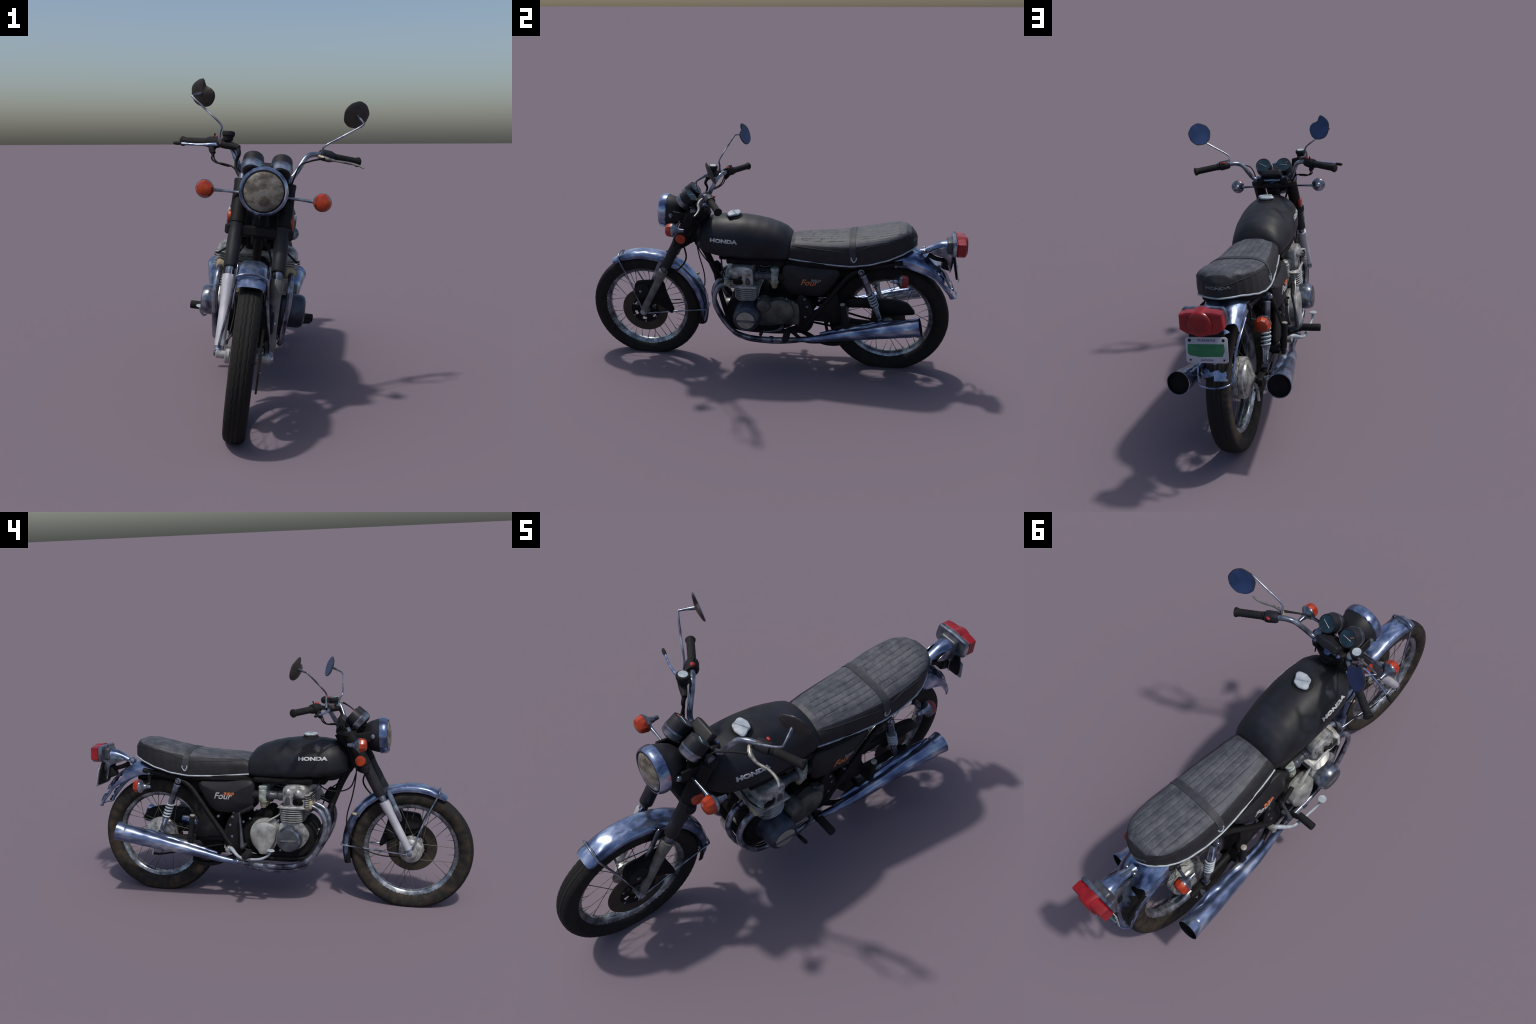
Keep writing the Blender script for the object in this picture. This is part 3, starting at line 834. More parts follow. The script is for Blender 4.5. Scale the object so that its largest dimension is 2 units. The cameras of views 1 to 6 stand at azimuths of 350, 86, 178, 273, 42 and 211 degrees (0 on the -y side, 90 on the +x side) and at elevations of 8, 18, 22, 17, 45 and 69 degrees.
def signal(c, fwd, s, front_one):
    c = Vector(c)
    f = Vector(fwd)
    lens = lathe("turn_signal", c, f, [(-0.006, 0.028), (-0.006, 0.0335), (0.004, 0.0345), (0.020, 0.0325), (0.030, 0.027), (0.034, 0.018), (0.035, 0.002)], M_ORANGE if (front_one or s < 0) else M_REDDARK, root, 10, smooth=25, fn=lambda a, t, r: 1 + 0.035 * sin(2 * a + s) + 0.03 * sin(3 * a + 2 + c.y))
    lathe("signal_housing", c, f, [(-0.040, 0.008), (-0.038, 0.012), (-0.028, 0.0135), (-0.020, 0.020), (-0.012, 0.031), (-0.006, 0.0355), (0.000, 0.0358), (0.001, 0.030)], M_CHROME2, lens, 24)
    tube("signal_stub", [c + f * -0.026, c + f * -0.060], [0.0115, 0.0085], M_CHROME2, lens, 12, straight=True)
    return lens


for s in S2:
    l = signal((s * 0.224, -1.116, 0.854), (0, -1, 0), s, True)
    tube("signal_stem", [(s * 0.092, -1.108, 0.855), (s * 0.15, -1.106, 0.854), (s * 0.196, -1.106, 0.853)], [0.0055, 0.0055, 0.0075], M_CHROME2, l, 10)
    l = signal((s * 0.156, 0.058, 0.594), (0, 1, 0), s, False)
    tube("signal_stem", [(s * 0.100, 0.028, 0.600), (s * 0.13, 0.034, 0.596), (s * 0.150, 0.038, 0.594)], [0.006, 0.006, 0.008], M_CHROME2, l, 8)
    box("signal_bracket", (s * 0.100, 0.027, 0.632), (0.006, 0.018, 0.078), M_FRAME, l, 0.003)
    lathe("signal_bolt", (s * 0.103, 0.026, 0.657), (s, 0, 0), [(0, 0.008), (0.005, 0.008), (0.006, 0.003)], M_CHROME2, l, 8)

# ------------------------------------------------------------------ fuel tank
T_TOP = [(-1.040, 0.790), (-1.020, 0.818), (-0.985, 0.842), (-0.955, 0.850), (-0.90, 0.858), (-0.84, 0.861), (-0.78, 0.860), (-0.72, 0.853), (-0.66, 0.842), (-0.60, 0.824), (-0.56, 0.806), (-0.535, 0.782), (-0.522, 0.760)]
T_BOT = [(-1.040, 0.705), (-1.02, 0.692), (-0.98, 0.676), (-0.90, 0.662), (-0.75, 0.652), (-0.60, 0.651), (-0.54, 0.655), (-0.522, 0.668)]
T_W = [(-1.042, 0.030), (-1.035, 0.062), (-1.020, 0.088), (-0.99, 0.112), (-0.95, 0.132), (-0.88, 0.142), (-0.80, 0.145), (-0.70, 0.142), (-0.62, 0.134), (-0.56, 0.127), (-0.535, 0.118), (-0.524, 0.104), (-0.520, 0.085)]


def tank_ring(y, f=1.0):
    top, bot, w = interp(T_TOP, y), interp(T_BOT, y), interp(T_W, y) * f
    zc = bot + (top - bot) * 0.40
    ring = []
    N = 56
    for k in range(N):
        a = 2 * pi * k / N
        ca, sa = cos(a), sin(a)
        n = 2.2 if sa > 0 else 4.2
        x = w * (1 if ca >= 0 else -1) * abs(ca) ** (2 / n)
        h = ((top - zc) if sa > 0 else (zc - bot)) * (0.55 + 0.45 * f if f < 1 else 1)
        z = zc + h * (1 if sa >= 0 else -1) * abs(sa) ** (2 / (n * 0.86 if sa > 0 else n))
        ring.append((x, y, z))
    return ring


ys = [-1.041, -1.039, -1.035, -1.028, -1.018] + [-1.0 + 0.46 * i / 34 for i in range(35)] + [-0.532, -0.526, -0.522, -0.520]
rings = [[(x * 0.4, y - 0.001, 0.745 + (z - 0.745) * 0.5) for x, y, z in tank_ring(ys[0])]] + [tank_ring(y) for y in ys] + [[(x * 0.6, y + 0.0015, 0.71 + (z - 0.71) * 0.7) for x, y, z in tank_ring(ys[-1])]]
tank = loft("fuel_tank", rings, M_TANK, root, 60)
lump(tank, 0.0010, 14)
TB = bvh_of(tank)
box("tank_tunnel", (0, -0.710, 0.645), (0.245, 0.31, 0.030), M_DARK, tank, 0.012)
for s in S2:
    lettering("tank_lettering", "HONDA", M_LETTER, tank, (lambda u, v: (-0.14, -0.797 - u, 0.756 + v + 0.02 * u)) if s < 0 else (lambda u, v: (0.14, -0.944 + u, 0.758 + v - 0.02 * u)),
              0.147, 0.0195, 0.0030, bold=0.05, bvh=TB, side=(s, 0, 0))
# fuel cap with a folding wing
cap = lathe("fuel_cap", (0, -0.835, 0.850), (0, -0.02, 1), [(0, 0.047), (0.010, 0.045), (0.014, 0.038), (0.020, 0.036), (0.021, 0.02)], M_RUBBER, tank, 32)


def cap_lobe(a, t, r):
    return 1 + 0.30 * max(0, cos(a - radians(60))) ** 10 + 0.42 * max(0, cos(a - radians(240))) ** 8 + 0.04 * sin(6 * a)


lathe("cap_lid", (0, -0.835, 0.869), (0, -0.02, 1), [(0, 0.025), (0.001, 0.033), (0.006, 0.034), (0.010, 0.031), (0.012, 0.022), (0.0125, 0.001)], M_TRIM, cap, 48, fn=cap_lobe, up=(0, 1, 0))
cdir = Vector((0.866, 0.5, 0))
tube("cap_ridge", [Vector((0, -0.835, 0.881)) - cdir * 0.030, Vector((0, -0.835, 0.8825)), Vector((0, -0.835, 0.881)) + cdir * 0.030], [0.0025, 0.0035, 0.0025], M_TRIM, cap, 8)

# ------------------------------------------------------------------ seat
SE_TOP = [(-0.535, 0.746), (-0.525, 0.760), (-0.50, 0.769), (-0.45, 0.772), (-0.36, 0.775), (-0.28, 0.780), (-0.20, 0.788), (-0.12, 0.802), (-0.03, 0.821), (0.03, 0.835), (0.07, 0.838), (0.10, 0.828), (0.12, 0.808), (0.129, 0.786)]
SE_BOT = [(-0.535, 0.670), (-0.35, 0.658), (-0.21, 0.656), (-0.12, 0.668), (-0.03, 0.692), (0.04, 0.716), (0.09, 0.732), (0.13, 0.737)]
SE_W = [(-0.535, 0.108), (-0.51, 0.113), (-0.43, 0.122), (-0.35, 0.130), (-0.25, 0.138), (-0.18, 0.1405), (-0.10, 0.139), (-0.03, 0.133), (0.02, 0.122), (0.06, 0.102), (0.09, 0.078), (0.11, 0.054), (0.122, 0.030), (0.130, 0.008)]
SE_TW = [(-0.535, 0.055), (-0.50, 0.066), (-0.43, 0.078), (-0.36, 0.090), (-0.27, 0.103), (-0.17, 0.114), (-0.08, 0.118), (-0.02, 0.115), (0.03, 0.104), (0.07, 0.082), (0.10, 0.050), (0.12, 0.024), (0.130, 0.006)]
SEAM = [(-0.535, 0.738), (-0.50, 0.741), (-0.39, 0.737), (-0.22, 0.733), (-0.175, 0.746), (-0.10, 0.772), (0.02, 0.796), (0.08, 0.800), (0.13, 0.790)]
NSEC = 65


def seat_point(y, v):
    """v in [0, 1] runs from the lower left edge over the top to the lower right edge."""
    top, bot, w, tw = interp(SE_TOP, y), interp(SE_BOT, y), interp(SE_W, y), interp(SE_TW, y)
    s = 1 if v < 0.5 else -1
    q = v if v < 0.5 else 1 - v                      # 0 edge .. 0.5 crown
    h = top - bot
    knot = [(w * 0.99, bot), (w * 1.01, bot + h * 0.25), (w * 0.995, bot + h * 0.55), (tw + (w - tw) * 0.58, bot + h * 0.775), (tw * 0.92, bot + h * 0.915), (tw * 0.66, bot + h * 0.975), (tw * 0.33, bot + h * 0.997), (0, bot + h * 1.0)]
    t = q / 0.5 * (len(knot) - 1)
    i = min(int(t), len(knot) - 2)
    f = t - i
    p1, p2 = knot[i], knot[i + 1]
    p0 = knot[i - 1] if i > 0 else p1
    p3 = knot[i + 2] if i + 2 < len(knot) else (-knot[-2][0], knot[-2][1])
    xz = [0.5 * (2 * b + (c - a) * f + (2 * a - 5 * b + 4 * c - d) * f * f + (3 * b - a - 3 * c + d) * f ** 3) for a, b, c, d in zip(p0, p1, p2, p3)]
    return Vector((s * xz[0], y, xz[1])), t


SY = [-0.533 + 0.633 * i / 290 for i in range(291)] + [0.105, 0.110, 0.114, 0.118, 0.122, 0.125, 0.128, 0.130]


def seat_quilt(y, x, t, tw):
    """Depth of the stitched grooves on the top panel."""
    if t < 4.0 or y < -0.47 or y > 0.062 or -0.222 < y < -0.178:
        return 0
    du = abs(x / PITCH - round(x / PITCH)) * PITCH
    strip = int(math.floor(x / PITCH))
    v = y / 0.037 + 0.37 * (strip % 3)
    dv = abs(v - round(v)) * 0.037
    puff = 0.0012 * (du / (PITCH / 2)) ** 0.6
    return 0.6 * puff - 0.0022 * (0.55 + 0.9 * abs(noise.noise(Vector((strip * 3.1, y * 18, 2.0))))) * math.exp(-(du / 0.0026) ** 2) - 0.0008 * math.exp(-(dv / 0.0024) ** 2) + 0.0014 * noise.noise(Vector((x * 30, y * 30, 0)))


NV = 208
rings, tt = [], []
for y in SY:
    ring, tv = [], []
    tw = interp(SE_TW, y)
    for k in range(NV + 1):
        p, t = seat_point(y, k / NV)
        p.z += seat_quilt(y, p.x, t, tw)
        ring.append(p)
        tv.append(t)
    rings.append(ring)
    tt.append(tv)


def seat_mat(i, k):
    if SY[i] > 0.094 or SY[i] < -0.528:
        return 0
    return 1 if min(tt[i][k], tt[i][k + 1]) >= (3.05 if SY[i] < 0.05 else 3.05 + (SY[i] - 0.05) * 18) else 0


# underside closes the shell
seat = loft("seat", [r + [Vector((r[-1].x * 0.8, r[-1].y, r[-1].z + 0.004)), Vector((r[0].x * 0.8, r[0].y, r[0].z + 0.004))] for r in rings], [M_VINYL, M_QUILT], root, 50,
            fmat=lambda i, k: seat_mat(i, k) if k < NV else 0)
SB = bvh_of(seat)


def seat_edge(side_fn, r, name, m, y0, y1, seg=8):
    pts = []
    n = 34
    for s in (-1, 1):
        arc = []
        for i in range(n + 1):
            y = y0 + (y1 - y0) * (1 - (1 - i / n) ** 1.7)
            arc.append(side_fn(y, s))
        pts += arc if s < 0 else arc[::-1][1:]
    return tube(name, pts, r, m, seat, seg, straight=True)


seat_edge(lambda y, s: (s * (interp(SE_W, y) * 0.995 + 0.002), y, interp(SE_BOT, y) + 0.002), 0.0042, "seat_trim", M_TRIM, -0.53, 0.1305)


def piping(y, s):
    z = interp(SEAM, y)
    hit = SB.ray_cast(Vector((s * 0.3, y, z)), Vector((-s, 0, 0)))
    p = hit[0] if hit[0] is not None else Vector((s * interp(SE_W, y), y, z))
    return (p.x, p.y, p.z)


seat_edge(piping, 0.0026, "seat_piping", M_VINYL, -0.515, 0.126, 6)
# grab strap over the seat
verts, faces = [], []
SN = 60
for i in range(SN + 1):
    v = 0.055 + 0.89 * i / SN
    q = abs(v - 0.5) * 2
    for dy in (-0.0165, -0.0155, -0.006, 0.006, 0.0155, 0.0165):
        y = -0.203 + 0.012 * q ** 2 + dy
        p, t = seat_point(y, v)
        p0, _ = seat_point(y, max(0, v - 0.01))
        p1, _ = seat_point(y, min(1, v + 0.01))
        d = (p1 - p0)
        nrm = Vector((-d.z, 0, d.x)).normalized()
        nrm = -nrm if nrm.dot(p - Vector((0, y, 0.7))) < 0 else nrm
        verts.append(p + nrm * (0.0024 if abs(dy) < 0.0160 else -0.001) + nrm * (0.0008 if 0.012 < abs(dy) < 0.0160 else 0))
for i in range(SN):
    for k in range(5):
        faces.append((i * 6 + k, i * 6 + k + 1, i * 6 + k + 7, i * 6 + k + 6))
for i in range(SN):
    faces.append((i * 6, i * 6 + 6, i * 6 + 11, i * 6 + 5))
faces += [tuple(range(6))[::-1], tuple(SN * 6 + k for k in range(6))]
strap = finish("seat_strap", verts, faces, M_STRAP, seat, 40)
for s in S2:
    tube("strap_buckle", [(s * 0.143, -0.203, 0.712), (s * 0.1435, -0.203, 0.700), (s * 0.143, -0.191, 0.684), (s * 0.1435, -0.178, 0.700), (s * 0.143, -0.178, 0.712)], 0.0035, M_TRIM, strap, 8)
    slab("strap_tab", [(-0.201, 0.699), (-0.180, 0.699), (-0.1905, 0.682)], s * 0.138, s * 0.1435, M_TRIM, strap, 0.002, 3)
lettering("seat_lettering", "HONDA", M_LETTER_D, seat, lambda u, v: (0.052 - u, 0.14, 0.776 + v), 0.104, 0.0125, 0.0010, bold=0.03, bvh=SB, side=(0, 1, 0))
slab("seat_base", [(-0.11, -0.52), (-0.128, -0.2), (-0.10, 0.03), (0, 0.10), (0.10, 0.03), (0.128, -0.2), (0.11, -0.52)], 0.640, 0.672, M_DARK, seat, 0.008, to3=lambda a, b, c: (a * 1.02, b, c - 0.006 + max(0, b + 0.15) * 0.28))

# ------------------------------------------------------------------ side covers
COV = [(-0.262, 0.600), (-0.268, 0.624), (-0.290, 0.632), (-0.40, 0.636), (-0.52, 0.644), (-0.553, 0.636), (-0.563, 0.610), (-0.562, 0.560), (-0.556, 0.515), (-0.538, 0.490), (-0.50, 0.474), (-0.43, 0.468), (-0.37, 0.470), (-0.335, 0.485), (-0.305, 0.520)]
for s in S2:
    cov = slab("side_cover", COV, s * 0.085, s * 0.140, M_COVER, root, 0.022, dome=0.016)
    lump(cov, 0.0012, 16)
    CB = bvh_of(cov)
    if s < 0:
        lettering("cover_emblem", "Four", M_LETTER, cov, lambda u, v: (-0.15, -0.352 - u, 0.544 + v), 0.100, 0.034, 0.002, shear=0.35, bold=0.01, bvh=CB, side=(-1, 0, 0))
        lettering("cover_number", "350", M_ORANGE_P, cov, lambda u, v: (-0.15, -0.402 - u, 0.566 + v), 0.060, 0.014, 0.003, shear=0.2, bold=0.03, bvh=CB, side=(-1, 0, 0))
    else:
        lettering("cover_emblem", "Four", M_ORANGE_P, cov, lambda u, v: (0.15, -0.462 + u, 0.544 + v), 0.092, 0.034, 0.002, shear=0.35, bold=0.01, bvh=CB, side=(1, 0, 0))
        lettering("cover_number", "350", M_LETTER_D, cov, lambda u, v: (0.15, -0.412 + u, 0.566 + v), 0.056, 0.014, 0.003, shear=0.2, bold=0.03, bvh=CB, side=(1, 0, 0))

# ------------------------------------------------------------------ frame
frame = tube("frame", [(0, -1.075, 0.715), (0, -1.035, 0.79), (0, -0.99, 0.885)], [0.034, 0.032, 0.034], M_FRAME, root, 20)
tube("backbone_tube", [(0, -1.03, 0.79), (0, -0.9, 0.72), (0, -0.6, 0.65), (0, -0.45, 0.63)], [0.022, 0.022, 0.02, 0.02], M_FRAME, frame, 12)
slab("neck_gusset", [(-1.055, 0.700), (-1.02, 0.775), (-0.97, 0.79), (-0.90, 0.70), (-0.91, 0.645), (-0.96, 0.640), (-1.015, 0.668)], -0.032, 0.032, M_FRAME, frame, 0.01)
tube("down_tube", [(0, -1.045, 0.725), (0, -0.995, 0.63), (0, -0.962, 0.55), (0, -0.935, 0.48)], [0.019, 0.018, 0.017, 0.017], M_FRAME, frame, 12)
for s in S2:
    tube("cradle_tube", [(s * 0.006, -0.95, 0.515), (s * 0.035, -0.93, 0.45), (s * 0.085, -0.885, 0.33), (s * 0.105, -0.85, 0.262), (s * 0.11, -0.80, 0.238), (s * 0.112, -0.62, 0.232), (s * 0.115, -0.47, 0.250), (s * 0.116, -0.445, 0.29)], 0.0135, M_FRAME, frame, 12)
    tube("seat_tube", [(s * 0.120, -0.155, 0.632), (s * 0.127, -0.22, 0.592), (s * 0.128, -0.325, 0.445), (s * 0.126, -0.428, 0.298), (s * 0.120, -0.455, 0.255)], 0.0125, M_FRAME, frame, 12)
    tube("seat_rail", [(s * 0.03, -0.93, 0.70), (s * 0.075, -0.62, 0.645), (s * 0.10, -0.45, 0.640), (s * 0.108, -0.2, 0.640), (s * 0.102, -0.08, 0.648), (s * 0.096, 0.06, 0.672)], 0.013, M_FRAME, frame, 10)
    slab("frame_gusset", [(-0.283, 0.500), (-0.262, 0.43), (-0.232, 0.372), (-0.228, 0.335), (-0.26, 0.325), (-0.33, 0.335), (-0.405, 0.345), (-0.36, 0.41)], s * 0.112, s * 0.132, M_FRAME, frame, 0.006)
    slab("pivot_plate", [(-0.455, 0.470), (-0.42, 0.43), (-0.395, 0.36), (-0.400, 0.29), (-0.43, 0.250), (-0.48, 0.240), (-0.50, 0.30), (-0.495, 0.40), (-0.48, 0.46)], s * 0.100, s * 0.130, M_FRAME, frame, 0.006)
    for (yy, zz) in ((-0.366, 0.446), (-0.444, 0.447), (-0.431, 0.403), (-0.440, 0.342)):
        lathe("frame_bolt", (s * 0.126, yy, zz), (s, 0, 0), [(-0.012, 0.006), (0.004, 0.0072), (0.007, 0.0072), (0.009, 0.003)], M_CHROME2, frame, 10)
    lathe("shock_mount", (s * 0.105, -0.150, 0.627), (s, 0, 0), [(0, 0.014), (0.03, 0.014)], M_FRAME, frame, 14)
    tube("swing_arm", [(s * 0.100, -0.445, 0.330), (s * 0.100, -0.3, 0.320), (s * 0.102, -0.1, 0.310), (s * 0.104, 0.03, 0.3045)], [0.020, 0.018, 0.017, 0.017], M_FRAME, frame, 14)
    box("axle_adjuster", (s * 0.112, 0.012, 0.3045), (0.022, 0.075, 0.036), M_FRAME, frame, 0.006)
box("air_box", (0, -0.40, 0.548), (0.19, 0.27, 0.17), M_DARK, frame, 0.03)
box("battery_tray", (0, -0.30, 0.600), (0.18, 0.22, 0.09), M_DARK, frame, 0.02)
tube("swing_pivot", [(-0.10, -0.445, 0.33), (0.10, -0.445, 0.33)], [0.024, 0.024], M_FRAME, frame, 14, straight=True)
fender("mud_guard", Vector((0, 0, 0.3045)), lambda a: 0.352, lambda a: 0.075, D(72), D(196), 44, M_DARK, frame, lambda a: 0.022, thick=0.004)
slab("chain_guard", [(-0.215, 0.436), (-0.215, 0.388), (-0.10, 0.392), (-0.075, 0.352), (0.01, 0.352), (0.115, 0.362), (0.138, 0.372), (0.118, 0.402), (0.086, 0.430), (0.0, 0.446), (-0.1, 0.440)], 0.052, 0.084, M_FRAME, frame, 0.006, 4)
for dz in (0.085, -0.085):
    tube("chain", [(0.068, -0.52, 0.345 + dz * 0.55), (0.068, -0.01, 0.3045 + dz * 1.1)], [0.007, 0.007], M_DARK, frame, 8, straight=True, flat=0.8)

# ------------------------------------------------------------------ shock absorbers
for s in S2:
    A, B = Vector((s * 0.128, -0.150, 0.627)), Vector((s * 0.122, -0.040, 0.342))
    ax = (B - A)
    L = ax.length
    ax.normalize()
    sh = lathe("shock_absorber", A, ax, [(0.018, 0.010), (0.020, 0.0185), (0.026, 0.0205), (0.032, 0.0185), (0.124, 0.0175), (0.130, 0.0160), (0.131, 0.011), (0.215, 0.011), (0.216, 0.0195), (0.228, 0.0175), (0.240, 0.0140), (L - 0.022, 0.0130), (L - 0.014, 0.0095), (L, 0.009)], M_CHROME2, root, 22)
    pts = []
    u = Vector((1, 0, 0)) - ax * ax.x
    u.normalize()
    w = ax.cross(u)
    turns, n = 5.0, 80
    for i in range(n + 1):
        t = i / n
        a = 2 * pi * turns * t
        pts.append(A + ax * (0.132 + 0.084 * t) + (u * cos(a) + w * sin(a)) * 0.0185)
    tube("coil_spring", pts, 0.0048, M_TRIM, sh, 8, straight=True)
    lathe("shock_eye", A - Vector((s * 0.016, 0, 0)), (s, 0, 0), [(0, 0.012), (0.002, 0.016), (0.028, 0.016), (0.030, 0.012), (0.036, 0.012), (0.042, 0.009), (0.043, 0.002)], M_CHROME2, sh, 16)
    lathe("shock_eye", B - Vector((s * 0.014, 0, 0)), (s, 0, 0), [(0, 0.010), (0.002, 0.015), (0.026, 0.015), (0.028, 0.010)], M_CHROME2, sh, 16)

# ------------------------------------------------------------------ rear fender, tail lamp, plate
RC = Vector((0, 0, 0.3045))


def rf_lop(a):
    """The left half of the guard is bent inwards, most at the tip."""
    return interp([(D(25), 0.76), (D(50), 0.84), (D(75), 0.93), (D(108), 0.95)], a)


def rf_keep(a, t):
    """The guard is whole on top; further down it is torn to two side strips, a tongue and a patch."""
    d = math.degrees(a)
    w1 = noise.noise(Vector((t * 4, d * 0.22, 1.7)))
    w2 = noise.noise(Vector((t * 2, d * 0.35, 5.1)))
    if d > (60 if t < 0 else 55) + 5 * w1:
        return True
    if t < -0.86 + 0.10 * w2 or t > 0.70 + 0.22 * w2:
        return True
    if d > 39 + 5 * w1 and -0.42 + 0.25 * w2 < t < 0.50 + 0.2 * w1:
        return True
    return 27.5 < d < 33.5 + 3 * w1 and -0.62 + 0.2 * w2 < t < 0.5 + 0.2 * w2 and not (d < 30.4 + 2 * w2 and t > -0.1)


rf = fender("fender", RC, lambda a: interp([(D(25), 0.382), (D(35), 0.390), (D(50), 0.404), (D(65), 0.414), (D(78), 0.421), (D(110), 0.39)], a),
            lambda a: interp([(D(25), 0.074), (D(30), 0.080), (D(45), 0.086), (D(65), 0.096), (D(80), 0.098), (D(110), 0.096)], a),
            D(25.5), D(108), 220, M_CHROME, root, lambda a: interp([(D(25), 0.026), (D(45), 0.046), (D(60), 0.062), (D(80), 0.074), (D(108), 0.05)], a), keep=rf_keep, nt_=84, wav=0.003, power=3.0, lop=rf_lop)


def rf_edge(deg, s):
    a = D(deg)
    h = interp([(25, 0.074), (30, 0.080), (45, 0.086), (65, 0.096), (80, 0.098)], deg)
    r = interp([(25, 0.382), (35, 0.390), (50, 0.404), (65, 0.414), (78, 0.421)], deg) - interp([(25, 0.026), (45, 0.046), (60, 0.062), (80, 0.074)], deg)
    return RC + Vector((s * h * (rf_lop(a) if s > 0 else 1), cos(a) * r, sin(a) * r))


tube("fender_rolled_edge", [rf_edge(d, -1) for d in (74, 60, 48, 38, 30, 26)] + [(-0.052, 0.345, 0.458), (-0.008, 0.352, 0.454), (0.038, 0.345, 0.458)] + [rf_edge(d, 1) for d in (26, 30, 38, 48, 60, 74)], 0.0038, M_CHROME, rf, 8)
# tail lamp: hexagonal red lens with a round bulge
tb = box("tail_light", (0, 0.300, 0.742), (0.092, 0.040, 0.066), M_STEELBLUE, root, 0.014)
TL = [(-0.088, 0.719), (-0.084, 0.781), (-0.055, 0.788), (0, 0.791), (0.055, 0.788), (0.084, 0.781), (0.088, 0.719), (0.060, 0.701), (0.030, 0.695), (0, 0.693), (-0.030, 0.695), (-0.060, 0.701)]
t3 = lambda a, b, c: (a, c, b)
slab("lamp_rim", [(a * 1.01, 0.742 + (b - 0.742) * 1.03) for a, b in TL], 0.308, 0.328, M_CHROME2, tb, 0.005, 3, to3=t3)
slab("lamp_lens", TL, 0.3265, 0.374, M_RED, tb, 0.007, 2, to3=t3, smooth=25, curve=False)
lathe("lens_bulge", (0.004, 0.326, 0.742), (0, 1, 0), [(0, 0.055), (0.045, 0.052), (0.054, 0.049), (0.058, 0.044), (0.060, 0.02), (0.060, 0.001)], M_RED, tb, 36)
# trumpet-shaped bracket and its torn side skirts
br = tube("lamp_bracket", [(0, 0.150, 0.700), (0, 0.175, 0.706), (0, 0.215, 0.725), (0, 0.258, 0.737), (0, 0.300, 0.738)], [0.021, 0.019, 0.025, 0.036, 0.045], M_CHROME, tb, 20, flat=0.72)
for s in S2:
    lathe("bracket_bolt", (s * 0.022, 0.168, 0.712), (0, -0.3, 1), [(-0.012, 0.010), (0.004, 0.010), (0.007, 0.006), (0.008, 0.001)], M_CHROME2, br, 10)
    slab("bracket_skirt", [(0.200, 0.712), (0.235, 0.735), (0.300, 0.745), (0.318, 0.700), (0.315, 0.640), (0.305, 0.600), (0.292, 0.640), (0.285, 0.672), (0.262, 0.688), (0.238, 0.694)], s * 0.036, s * 0.039, M_CHROME2, br, 0.001, 4)
pl = slab("license_plate", [(-0.078, 0.668), (-0.085, 0.661), (-0.085, 0.573), (-0.078, 0.566), (0.078, 0.566), (0.085, 0.573), (0.085, 0.661), (0.078, 0.668)], 0.3385, 0.3415, M_PLATE, root, 0.001, 2, to3=lambda a, b, c: (a, c - (b - 0.617) * 0.19, b), curve=False)
PY3 = lambda x, z, d=0.0: (x, 0.3415 + d - (z - 0.617) * 0.19, z)
slab("plate_patch", [(-0.062, 0.592), (0.030, 0.590), (0.070, 0.597), (0.078, 0.606), (0.076, 0.640), (-0.070, 0.641), (-0.072, 0.615)], 0.3400, 0.3425, M_GREEN, pl, 0.0004, 2, to3=lambda a, b, c: (a, c - (b - 0.617) * 0.19, b), curve=False)
lettering("plate_lettering", "KANSAS", M_NAVY, pl, lambda u, v: PY3(0.034 - u, 0.651 + v), 0.070, 0.009, 0.0010, bold=0.02, side=(0, 1, 0.19))
lettering("plate_lettering", "ANTIQUE", M_NAVY, pl, lambda u, v: PY3(0.028 - u, 0.573 + v), 0.052, 0.008, 0.0010, bold=0.01, side=(0, 1, 0.19))
for sx in S2:
    for zz, r in ((0.655, 0.006), (0.578, 0.0035)):
        lathe("plate_bolt", PY3(sx * 0.068, zz, -0.002), (0, 1, 0.19), [(0, r), (0.004, r), (0.005, r * 0.4)], M_FRAME, pl, 10)
slab("plate_holder", [(-0.070, 0.685), (-0.072, 0.59), (-0.05, 0.575), (0.05, 0.575), (0.072, 0.59), (0.070, 0.685), (0.045, 0.70), (-0.045, 0.70)], 0.327, 0.3375, M_FRAME, pl, 0.003, 3, to3=lambda a, b, c: (a, c - (b - 0.617) * 0.19, b))
box("holder_arm", (0, 0.290, 0.640), (0.060, 0.050, 0.060), M_FRAME, pl, 0.012, (radians(-20), 0, 0))
tube("tail_wiring", [(0.0, 0.19, 0.685), (0.01, 0.23, 0.668), (0.0, 0.28, 0.655)], [0.014, 0.012, 0.012], M_FRAME, pl, 8)

# ------------------------------------------------------------------ engine
eng = slab("engine", [(-0.865, 0.300), (-0.870, 0.370), (-0.840, 0.418), (-0.80, 0.432), (-0.71, 0.432), (-0.66, 0.440), (-0.58, 0.445), (-0.52, 0.42), (-0.49, 0.37), (-0.50, 0.30), (-0.53, 0.265), (-0.62, 0.240), (-0.76, 0.236), (-0.83, 0.252)], -0.128, 0.128, M_DARK, root, 0.018)
slab("oil_pan", [(-0.80, 0.255), (-0.79, 0.215), (-0.72, 0.205), (-0.60, 0.210), (-0.56, 0.235), (-0.56, 0.26)], -0.085, 0.085, M_DARK, eng, 0.012)
